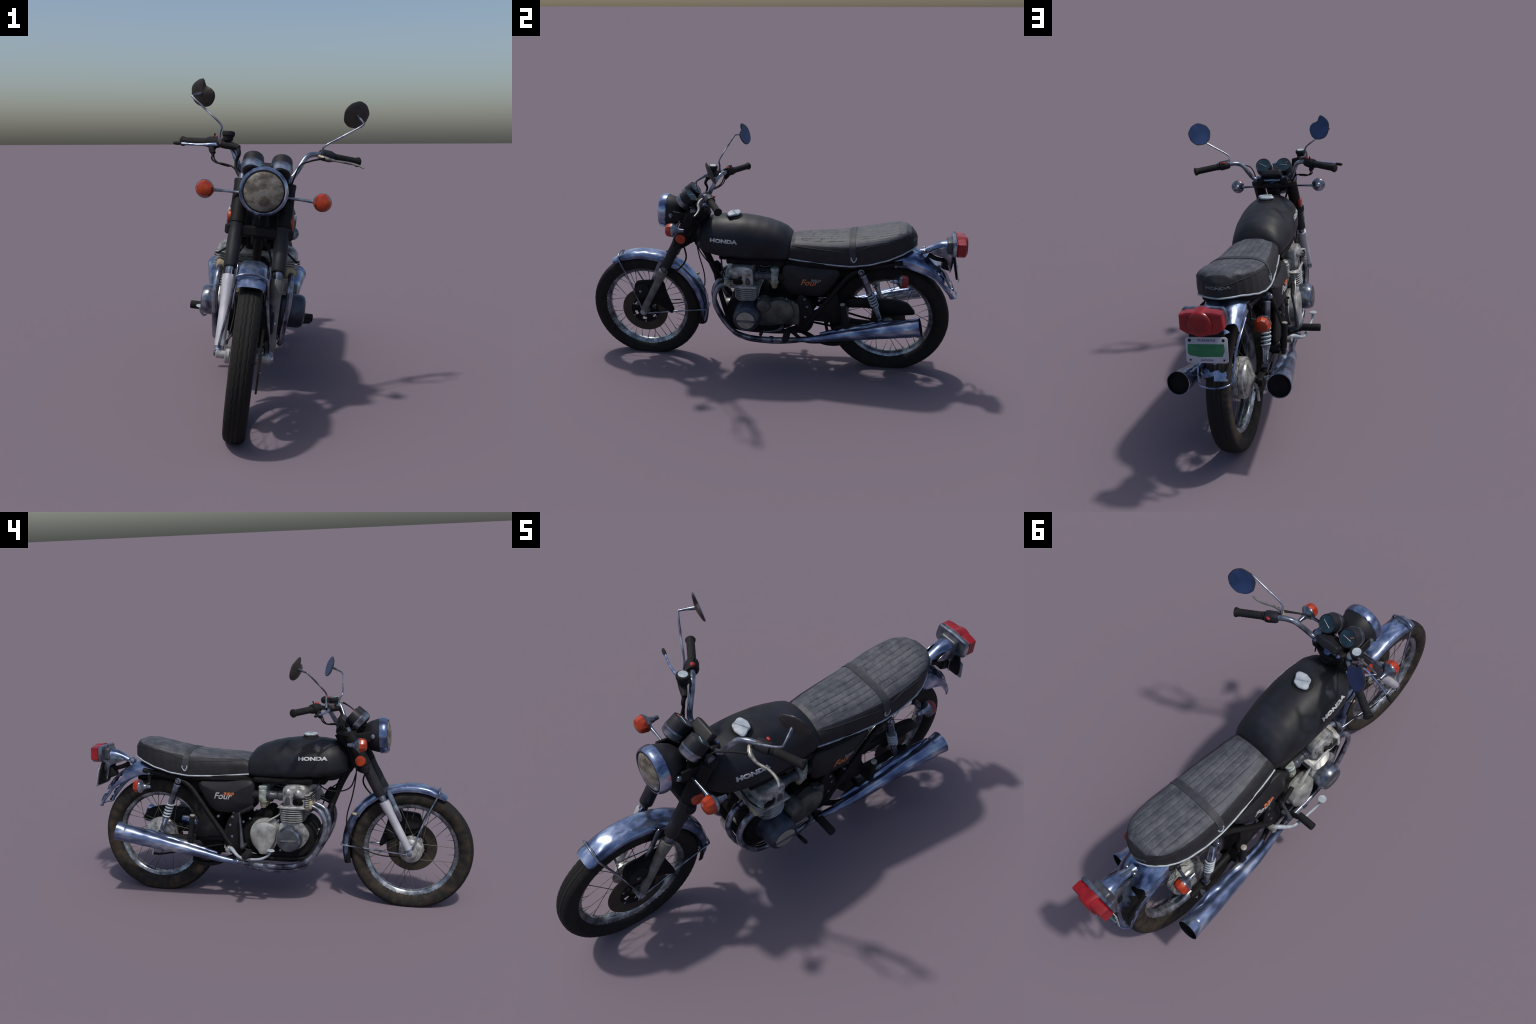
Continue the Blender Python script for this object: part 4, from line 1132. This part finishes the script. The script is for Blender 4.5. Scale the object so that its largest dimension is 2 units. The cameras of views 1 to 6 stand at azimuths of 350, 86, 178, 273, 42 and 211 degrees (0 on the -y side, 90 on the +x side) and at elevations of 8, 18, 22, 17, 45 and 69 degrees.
# finned cylinder block
slab("cylinder_block", [(-0.805, 0.425), (-0.805, 0.515), (-0.712, 0.515), (-0.712, 0.425)], -0.140, 0.140, M_ALLOY, eng, 0.006, 3)
for i in range(7):
    z = 0.440 + i * 0.0115
    slab("cooling_fin", [(-0.814, -0.148), (-0.818, 0.0), (-0.814, 0.148), (-0.706, 0.148), (-0.702, 0.0), (-0.706, -0.148)], z, z + 0.0036, M_ALLOY, eng, 0.0012, 4, to3=lambda a, b, c: (b, a, c))
head = slab("cylinder_head", [(-0.722, 0.510), (-0.717, 0.56), (-0.718, 0.606), (-0.735, 0.624), (-0.78, 0.629), (-0.826, 0.624), (-0.846, 0.604), (-0.848, 0.560), (-0.836, 0.512), (-0.78, 0.508)], -0.158, 0.158, M_ALLOY, eng, 0.013)
slab("head_gasket_flange", [(-0.838, 0.508), (-0.838, 0.520), (-0.706, 0.520), (-0.706, 0.508)], -0.164, 0.164, M_ALLOY, head, 0.004, 2)
for s in S2:
    for yy, zz, r in ((-0.745, 0.596, 0.017), (-0.796, 0.590, 0.019)):
        lathe("cam_cap", (s * 0.150, yy, zz), (s, 0, 0), [(0, r * 1.25), (0.010, r * 1.2), (0.013, r * 0.8), (0.018, r * 0.62), (0.021, r * 0.3), (0.0215, 0.001)], M_ALLOY, head, 18)
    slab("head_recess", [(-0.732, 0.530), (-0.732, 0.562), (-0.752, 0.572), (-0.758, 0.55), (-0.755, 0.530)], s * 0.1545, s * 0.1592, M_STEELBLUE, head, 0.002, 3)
    slab("head_recess", [(-0.775, 0.530), (-0.773, 0.556), (-0.80, 0.566), (-0.822, 0.555), (-0.820, 0.530)], s * 0.1545, s * 0.1592, M_DARK, head, 0.002, 3)
    tube("spark_plug_lead", [(s * 0.160, -0.778, 0.570), (s * 0.176, -0.800, 0.568), (s * 0.172, -0.845, 0.572), (s * 0.14, -0.88, 0.60), (s * 0.08, -0.90, 0.65)], [0.008, 0.006, 0.0045, 0.004, 0.004], M_RUBBER, head, 8)
    for xx in (0.145, 0.075):
        lathe("exhaust_flange", (s * xx, -0.838, 0.532), (0, -1, 0.05), [(0, 0.014), (0.001, 0.026), (0.012, 0.028), (0.016, 0.022), (0.030, 0.022), (0.034, 0.016)], M_FERRULE, head, 16, fn=lambda a, t, r: 1 + 0.12 * sin(3 * a))
for i in range(6):
    slab("head_fin", [(-0.868, -0.145), (-0.868, 0.145), (-0.83, 0.150), (-0.83, -0.150)], 0.528 + 0.011 * i, 0.531 + 0.011 * i, M_ALLOY, head, 0.001, 3, to3=lambda a, b, c: (b, a, c))
# right-hand covers
alt = lathe("alternator_cover", (-0.125, -0.757, 0.358), (-1, 0, 0), [(0, 0.078), (0.012, 0.076), (0.022, 0.066), (0.055, 0.0645), (0.060, 0.0655), (0.066, 0.0645), (0.080, 0.0615), (0.088, 0.056), (0.090, 0.050)], M_CHROME2, eng, 48)
lathe("cover_face", (-0.2135, -0.757, 0.358), (-1, 0, 0), [(-0.002, 0.056), (0.0015, 0.0545), (0.003, 0.050), (0.0035, 0.001)], M_STEELBLUE, alt, 40)
slab("cover_nameplate", [(-0.795, 0.350), (-0.795, 0.361), (-0.719, 0.361), (-0.719, 0.350)], -0.2155, -0.2185, M_STEELBLUE, alt, 0.001, 2)
lettering("cover_lettering", "HONDA", M_LETTER_D, alt, lambda u, v: (-0.2185, -0.724 - u, 0.3515 + v), 0.066, 0.008, 0.0008, bold=0.03, side=(-1, 0, 0))
cl = slab("clutch_cover", [(-0.548, 0.372), (-0.562, 0.405), (-0.59, 0.428), (-0.63, 0.434), (-0.668, 0.424), (-0.686, 0.412), (-0.684, 0.37), (-0.676, 0.335), (-0.652, 0.292), (-0.636, 0.270), (-0.602, 0.266), (-0.590, 0.282), (-0.560, 0.318)], -0.110, -0.172, M_ALLOY2, eng, 0.010, dome=0.008)
slab("clutch_cover_lip", [(-0.538, 0.372), (-0.555, 0.415), (-0.59, 0.442), (-0.64, 0.447), (-0.69, 0.430), (-0.697, 0.37), (-0.685, 0.325), (-0.66, 0.280), (-0.642, 0.258), (-0.596, 0.254), (-0.578, 0.278), (-0.548, 0.315)], -0.105, -0.132, M_ALLOY2, cl, 0.008)
tube("clutch_arm", [(-0.140, -0.625, 0.428), (-0.142, -0.66, 0.450), (-0.140, -0.700, 0.478), (-0.135, -0.700, 0.520)], [0.014, 0.009, 0.006, 0.003], M_ALLOY2, cl, 10, flat=0.6)
lump(cl, 0.001, 25)
slab("crank_boss", [(-0.692, 0.33), (-0.695, 0.40), (-0.715, 0.438), (-0.80, 0.440), (-0.835, 0.41), (-0.852, 0.375), (-0.838, 0.335), (-0.80, 0.300), (-0.74, 0.295)], -0.12, -0.152, M_ALLOY, eng, 0.012)
# left-hand covers
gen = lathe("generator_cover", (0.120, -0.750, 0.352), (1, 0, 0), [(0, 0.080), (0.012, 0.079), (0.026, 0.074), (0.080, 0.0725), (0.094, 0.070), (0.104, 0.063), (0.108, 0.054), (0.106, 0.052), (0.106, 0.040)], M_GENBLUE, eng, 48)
lathe("cover_face", (0.2255, -0.750, 0.352), (1, 0, 0), [(-0.002, 0.050), (0.003, 0.049), (0.0045, 0.046), (0.005, 0.001)], M_CREAM, gen, 40)
slab("cover_nameplate", [(-0.795, 0.342), (-0.795, 0.354), (-0.705, 0.354), (-0.705, 0.342)], 0.2285, 0.2325, M_STEELBLUE, gen, 0.001, 2)
lettering("cover_lettering", "HONDA", M_LETTER_D, gen, lambda u, v: (0.2325, -0.786 + u, 0.344 + v), 0.070, 0.008, 0.0008, bold=0.03, side=(1, 0, 0))
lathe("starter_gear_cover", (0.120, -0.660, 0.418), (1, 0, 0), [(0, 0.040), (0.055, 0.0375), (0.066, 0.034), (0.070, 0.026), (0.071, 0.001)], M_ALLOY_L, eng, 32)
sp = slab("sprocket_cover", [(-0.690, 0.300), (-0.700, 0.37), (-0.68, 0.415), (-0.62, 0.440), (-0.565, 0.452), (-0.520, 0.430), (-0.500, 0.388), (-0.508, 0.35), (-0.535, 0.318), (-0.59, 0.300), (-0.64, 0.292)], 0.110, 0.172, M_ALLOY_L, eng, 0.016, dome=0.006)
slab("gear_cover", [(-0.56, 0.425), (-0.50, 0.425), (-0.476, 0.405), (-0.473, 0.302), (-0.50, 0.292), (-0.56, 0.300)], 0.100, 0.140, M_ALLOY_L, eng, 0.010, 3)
for yy, zz in ((-0.54, 0.445), (-0.595, 0.300), (-0.505, 0.425), (-0.70, 0.285), (-0.69, 0.44)):
    for s in S2:
        lathe("cover_screw", (s * 0.128, yy, zz), (s, 0, 0), [(0, 0.0065), (0.012, 0.0065), (0.014, 0.003)], M_CHROME2, eng, 8)
# breather and oil filter on the front
lathe("oil_filter", (0.02, -0.855, 0.330), (0, -1, 0), [(0, 0.040), (0.045, 0.039), (0.055, 0.032), (0.058, 0.01)], M_ALLOY, eng, 28)
lathe("starter_motor", (-0.09, -0.62, 0.462), (1, 0, 0), [(0, 0.024), (0.002, 0.030), (0.14, 0.030), (0.142, 0.02)], M_DARK, eng, 20)

# ------------------------------------------------------------------ carburettors
for xc in (-0.112, -0.040, 0.040, 0.112):
    o = slab("carburettor", [(xc - 0.021, -0.622), (xc - 0.021, -0.588), (xc + 0.021, -0.588), (xc + 0.021, -0.622)], 0.535, 0.598, M_CARB, root, 0.006, 4, to3=lambda a, b, c: (a, b, c))
    lathe("carburettor_cap", (xc, -0.605, 0.597), (0, 0, 1), [(0, 0.022), (0.004, 0.024), (0.014, 0.023), (0.019, 0.017), (0.020, 0.004)], M_CARB, o, 18)
    lathe("float_bowl", (xc, -0.608, 0.538), (0, 0, -1), [(0, 0.024), (0.006, 0.025), (0.010, 0.020), (0.030, 0.016), (0.038, 0.012), (0.040, 0.002)], M_BOWL, o, 14)
    lathe("intake_stub", (xc, -0.625, 0.566), (0, -1, 0), [(0, 0.018), (0.010, 0.020), (0.016, 0.024), (0.026, 0.024), (0.032, 0.020), (0.060, 0.020), (0.066, 0.025), (0.085, 0.025), (0.095, 0.02)], M_STEELBLUE, o, 18)
    lathe("air_duct", (xc, -0.588, 0.566), (0, 1, 0), [(0, 0.018), (0.008, 0.022), (0.05, 0.024)], M_RUBBER, o, 16)
    tube("carburettor_screw", [(xc + 0.019 * (1 if xc > 0 else -1), -0.600, 0.555), (xc + 0.030 * (1 if xc > 0 else -1), -0.600, 0.552)], [0.007, 0.006], M_BOWL, o, 8, straight=True)

# ------------------------------------------------------------------ exhaust
for s in S2:
    outer = [(0.148, -0.845, 0.531), (0.149, -0.880, 0.520), (0.150, -0.914, 0.496), (0.151, -0.934, 0.455), (0.151, -0.936, 0.405), (0.146, -0.917, 0.348), (0.142, -0.882, 0.282), (0.140, -0.828, 0.230), (0.140, -0.755, 0.203), (0.143, -0.650, 0.197), (0.145, -0.540, 0.203), (0.150, -0.460, 0.212)]
    mp = [(0.148, -0.475, 0.210, 0.0155), (0.160, -0.415, 0.222, 0.0170), (0.171, -0.360, 0.237, 0.0195), (0.182, -0.290, 0.256, 0.0240), (0.192, -0.200, 0.278, 0.0290), (0.200, -0.110, 0.298, 0.0345), (0.207, -0.030, 0.317, 0.0390), (0.213, 0.050, 0.336, 0.0435), (0.218, 0.110, 0.350, 0.0470), (0.219, 0.126, 0.354, 0.0465), (0.222, 0.165, 0.364, 0.0525)]
    mp = [(a + (0.004 if s < 0 else -0.012) * min(1, max(0, (b + 0.45) / 0.4)), b, c, r) for a, b, c, r in mp]
    C = cr(mp, 5)
    # shell with an open, hollow end
    prof = [(Vector((s * p[0], p[1], p[2])), p[3]) for p in C]
    inner = [(prof[i][0], prof[i][1] - 0.003) for i in range(len(prof) - 1, len(prof) - 4, -1)]
    ringsM = []
    seq = prof + inner
    for i, (c, r) in enumerate(seq):
        j = min(i, len(prof) - 1)
        if i >= len(prof):
            j = len(prof) - 1 - (i - len(prof))
        t = (prof[min(j + 1, len(prof) - 1)][0] - prof[max(j - 1, 0)][0]).normalized()
        u = Vector((1, 0, 0))
        u = (u - t * u.dot(t)).normalized()
        w = t.cross(u)
        ringsM.append([c + (u * cos(2 * pi * k / 36) + w * sin(2 * pi * k / 36)) * r * (1 + (0.035 * noise.noise(c * 14 + Vector((cos(2 * pi * k / 36), sin(2 * pi * k / 36), s)) * 0.9) if i < len(prof) - 2 else 0)) for k in range(36)])
    npf = len(prof)
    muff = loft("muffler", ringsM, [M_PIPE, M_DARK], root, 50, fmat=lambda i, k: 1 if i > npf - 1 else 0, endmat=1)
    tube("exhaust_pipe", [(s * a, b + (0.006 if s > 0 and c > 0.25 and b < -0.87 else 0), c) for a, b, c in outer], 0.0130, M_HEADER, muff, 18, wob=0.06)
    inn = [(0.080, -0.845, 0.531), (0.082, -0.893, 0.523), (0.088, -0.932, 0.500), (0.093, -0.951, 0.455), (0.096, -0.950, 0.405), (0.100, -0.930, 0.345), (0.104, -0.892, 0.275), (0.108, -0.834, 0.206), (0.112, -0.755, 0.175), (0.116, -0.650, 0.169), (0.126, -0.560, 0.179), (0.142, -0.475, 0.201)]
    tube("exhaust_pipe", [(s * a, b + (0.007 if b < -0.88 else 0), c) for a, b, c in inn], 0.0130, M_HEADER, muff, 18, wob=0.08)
    lathe("pipe_clamp", (s * 0.144, -0.625, 0.1975), (0, 1, 0.03), [(-0.012, 0.015), (-0.011, 0.0185), (0.011, 0.0185), (0.012, 0.015)], M_HEADER, muff, 18)
    slab("muffler_bracket", [(-0.285, 0.300), (-0.200, 0.330), (-0.150, 0.318), (-0.16, 0.300), (-0.25, 0.275)], s * 0.150, s * 0.160, M_FRAME, muff, 0.003)
    tube("muffler_shield", [(s * (p[0] - 0.030), p[1], p[2] + p[3] * 0.45 + 0.002) for p in mp[2:9]], [0.008, 0.014, 0.018, 0.021, 0.022, 0.020, 0.012], M_PIPE, muff, 14, wob=0.35)

# ------------------------------------------------------------------ pegs, pedals, levers
for s in S2:
    peg = lathe("footpeg", (s * 0.192, -0.540 + s * 0.010, 0.281), (s, 0, 0), [(0, 0.012), (0.001, 0.0170), (0.006, 0.0185), (0.084, 0.0185), (0.090, 0.0170), (0.0915, 0.008)], M_RUBBER, root, 22)
    tube("peg_arm", [(s * 0.112, -0.500, 0.262), (s * 0.15, -0.530, 0.270), (s * 0.195, -0.540, 0.280)], [0.011, 0.011, 0.012], M_FRAME, peg, 10)
    pp = lathe("passenger_footpeg", (s * 0.168, -0.224, 0.345), (-0.08 * s * -1, -0.14, 1), [(-0.012, 0.010), (-0.01, 0.0135), (0.0, 0.0145), (0.098, 0.0145), (0.104, 0.0145), (0.109, 0.014), (0.110, 0.004)], M_RUBBER, root, 18)
    lathe("footpeg_cap", (s * 0.1768, -0.2395, 0.4530), (0.08 * s, -0.14, 1), [(0, 0.0135), (0.004, 0.0135), (0.006, 0.010), (0.0065, 0.001)], M_CREAM, pp, 18)
    box("footpeg_hinge", (s * 0.160, -0.222, 0.325), (0.030, 0.030, 0.034), M_FRAME, pp, 0.006)
    slab("footpeg_bracket", [(-0.245, 0.345), (-0.205, 0.345), (-0.200, 0.318), (-0.24, 0.310)], s * 0.105, s * 0.155, M_FRAME, pp, 0.004, 3)
ped = tube("brake_pedal", [(-0.140, -0.425, 0.277), (-0.165, -0.447, 0.283), (-0.195, -0.490, 0.256), (-0.205, -0.530, 0.247), (-0.212, -0.600, 0.250), (-0.220, -0.645, 0.268), (-0.225, -0.664, 0.285), (-0.226, -0.671, 0.300)], [0.010, 0.011, 0.008, 0.0075, 0.0065, 0.006, 0.006, 0.007], M_TRIM, root, 12)
lathe("pedal_pad", (-0.226, -0.672, 0.302), (0, -0.1, 1), [(-0.002, 0.008), (0, 0.018), (0.003, 0.020), (0.006, 0.018), (0.007, 0.001)], M_TRIM, ped, 22)
lathe("pedal_boss", (-0.120, -0.425, 0.277), (-1, 0, 0), [(0, 0.016), (0.04, 0.016), (0.044, 0.012), (0.046, 0.003)], M_ALLOY, ped, 18)
ks = tube("kick_starter", [(-0.130, -0.508, 0.300), (-0.172, -0.508, 0.300), (-0.176, -0.507, 0.320), (-0.172, -0.500, 0.400), (-0.168, -0.494, 0.455), (-0.167, -0.494, 0.477), (-0.165, -0.510, 0.487)], [0.012, 0.013, 0.010, 0.006, 0.006, 0.007, 0.007], M_STEELBLUE, root, 12)
tube("kick_rubber", [(-0.1665, -0.498, 0.480), (-0.164, -0.528, 0.494), (-0.160, -0.562, 0.510), (-0.1595, -0.566, 0.512)], [0.0095, 0.0105, 0.0105, 0.006], M_RUBBER, ks, 14)
gl = tube("gear_lever", [(0.130, -0.565, 0.290), (0.175, -0.565, 0.288), (0.188, -0.590, 0.280), (0.200, -0.640, 0.276), (0.206, -0.664, 0.284), (0.225, -0.664, 0.288)], [0.010, 0.010, 0.006, 0.005, 0.006, 0.006], M_STEELBLUE, root, 10)
tube("gear_lever_rubber", [(0.215, -0.664, 0.287), (0.262, -0.663, 0.293), (0.265, -0.663, 0.2935)], [0.0085, 0.009, 0.005], M_RUBBER, gl, 12)
st = tube("side_stand", [(0.105, -0.520, 0.235), (0.150, -0.440, 0.205), (0.165, -0.330, 0.215)], [0.011, 0.009, 0.009], M_FRAME, root, 10)
tube("centre_stand", [(-0.100, -0.46, 0.235), (-0.128, -0.33, 0.188), (-0.10, -0.22, 0.195), (0.10, -0.22, 0.195), (0.128, -0.33, 0.188), (0.100, -0.46, 0.235)], 0.013, M_FRAME, root, 10)
tube("brake_rod", [(-0.100, -0.43, 0.300), (-0.105, -0.30, 0.272), (-0.095, -0.05, 0.215), (-0.092, 0.02, 0.210)], [0.005, 0.005, 0.005, 0.007], M_FRAME, root, 8)
tube("brake_arm", [(-0.080, 0.010, 0.290), (-0.090, 0.018, 0.250), (-0.094, 0.025, 0.205)], [0.011, 0.008, 0.006], M_ALLOY, root, 8)
tube("torque_link", [(-0.070, -0.02, 0.230), (-0.085, -0.15, 0.245), (-0.095, -0.36, 0.300)], [0.008, 0.006, 0.006], M_FRAME, root, 8)

# the bars are turned a touch to the right
for o in bpy.data.objects:
    if o.type == 'MESH' and o.name.split('.')[0] in ("handlebar", "grip", "switch_box", "throttle_housing"):
        for v in o.data.vertices:
            v.co.y -= 0.028 * (v.co.x + CENT[o.name].x)

# ------------------------------------------------------------------ horn and cables
horn = lathe("horn", (0.020, -0.935, 0.565), (0.2, -0.6, -0.45), [(-0.022, 0.014), (-0.018, 0.028), (0.0, 0.034), (0.008, 0.036), (0.014, 0.034), (0.016, 0.012)], M_DARK, root, 24)
box("ignition_coil", (0, -0.875, 0.640), (0.10, 0.09, 0.045), M_DARK, root, 0.012)
tube("speedometer_cable", [(-0.055, -1.07, 0.94), (-0.105, -1.085, 0.84), (-0.108, -1.085, 0.70), (-0.090, -1.065, 0.580), (-0.070, -1.035, 0.47), (-0.060, -1.040, 0.385), (-0.066, -1.10, 0.310), (-0.072, -1.20, 0.272), (-0.070, -1.31, 0.268)], 0.0034, M_RUBBER, root, 8)
tube("cable_guide", [(-0.058, -1.062, 0.478), (-0.060, -1.082, 0.474)], [0.007, 0.008], M_FERRULE, root, 8, straight=True)
tube("brake_line", [(-0.02, -1.105, 0.74), (0.02, -1.12, 0.70), (0.055, -1.10, 0.62), (0.062, -1.15, 0.55), (0.060, -1.24, 0.50), (0.058, -1.30, 0.47)], 0.0045, M_RUBBER, root, 8)
tube("wiring_loom", [(-0.06, -0.885, 0.625), (-0.075, -0.93, 0.600), (-0.085, -1.0, 0.597), (-0.085, -1.055, 0.622), (-0.075, -1.08, 0.69)], 0.0034, M_RUBBER, root, 8)
tube("clutch_cable", [(0.075, -1.04, 0.86), (0.06, -1.03, 0.70), (0.07, -0.98, 0.62), (0.09, -0.91, 0.56), (0.10, -0.87, 0.47), (0.10, -0.80, 0.44)], 0.0034, M_RUBBER, root, 8)
# keep the tree to thing > part > sub-part
for o in list(bpy.data.objects):
    while o.parent and o.parent.parent and o.parent.parent.parent:
        o.parent = o.parent.parent
        o.location = CENT[o.name] - CENT[o.parent.name]
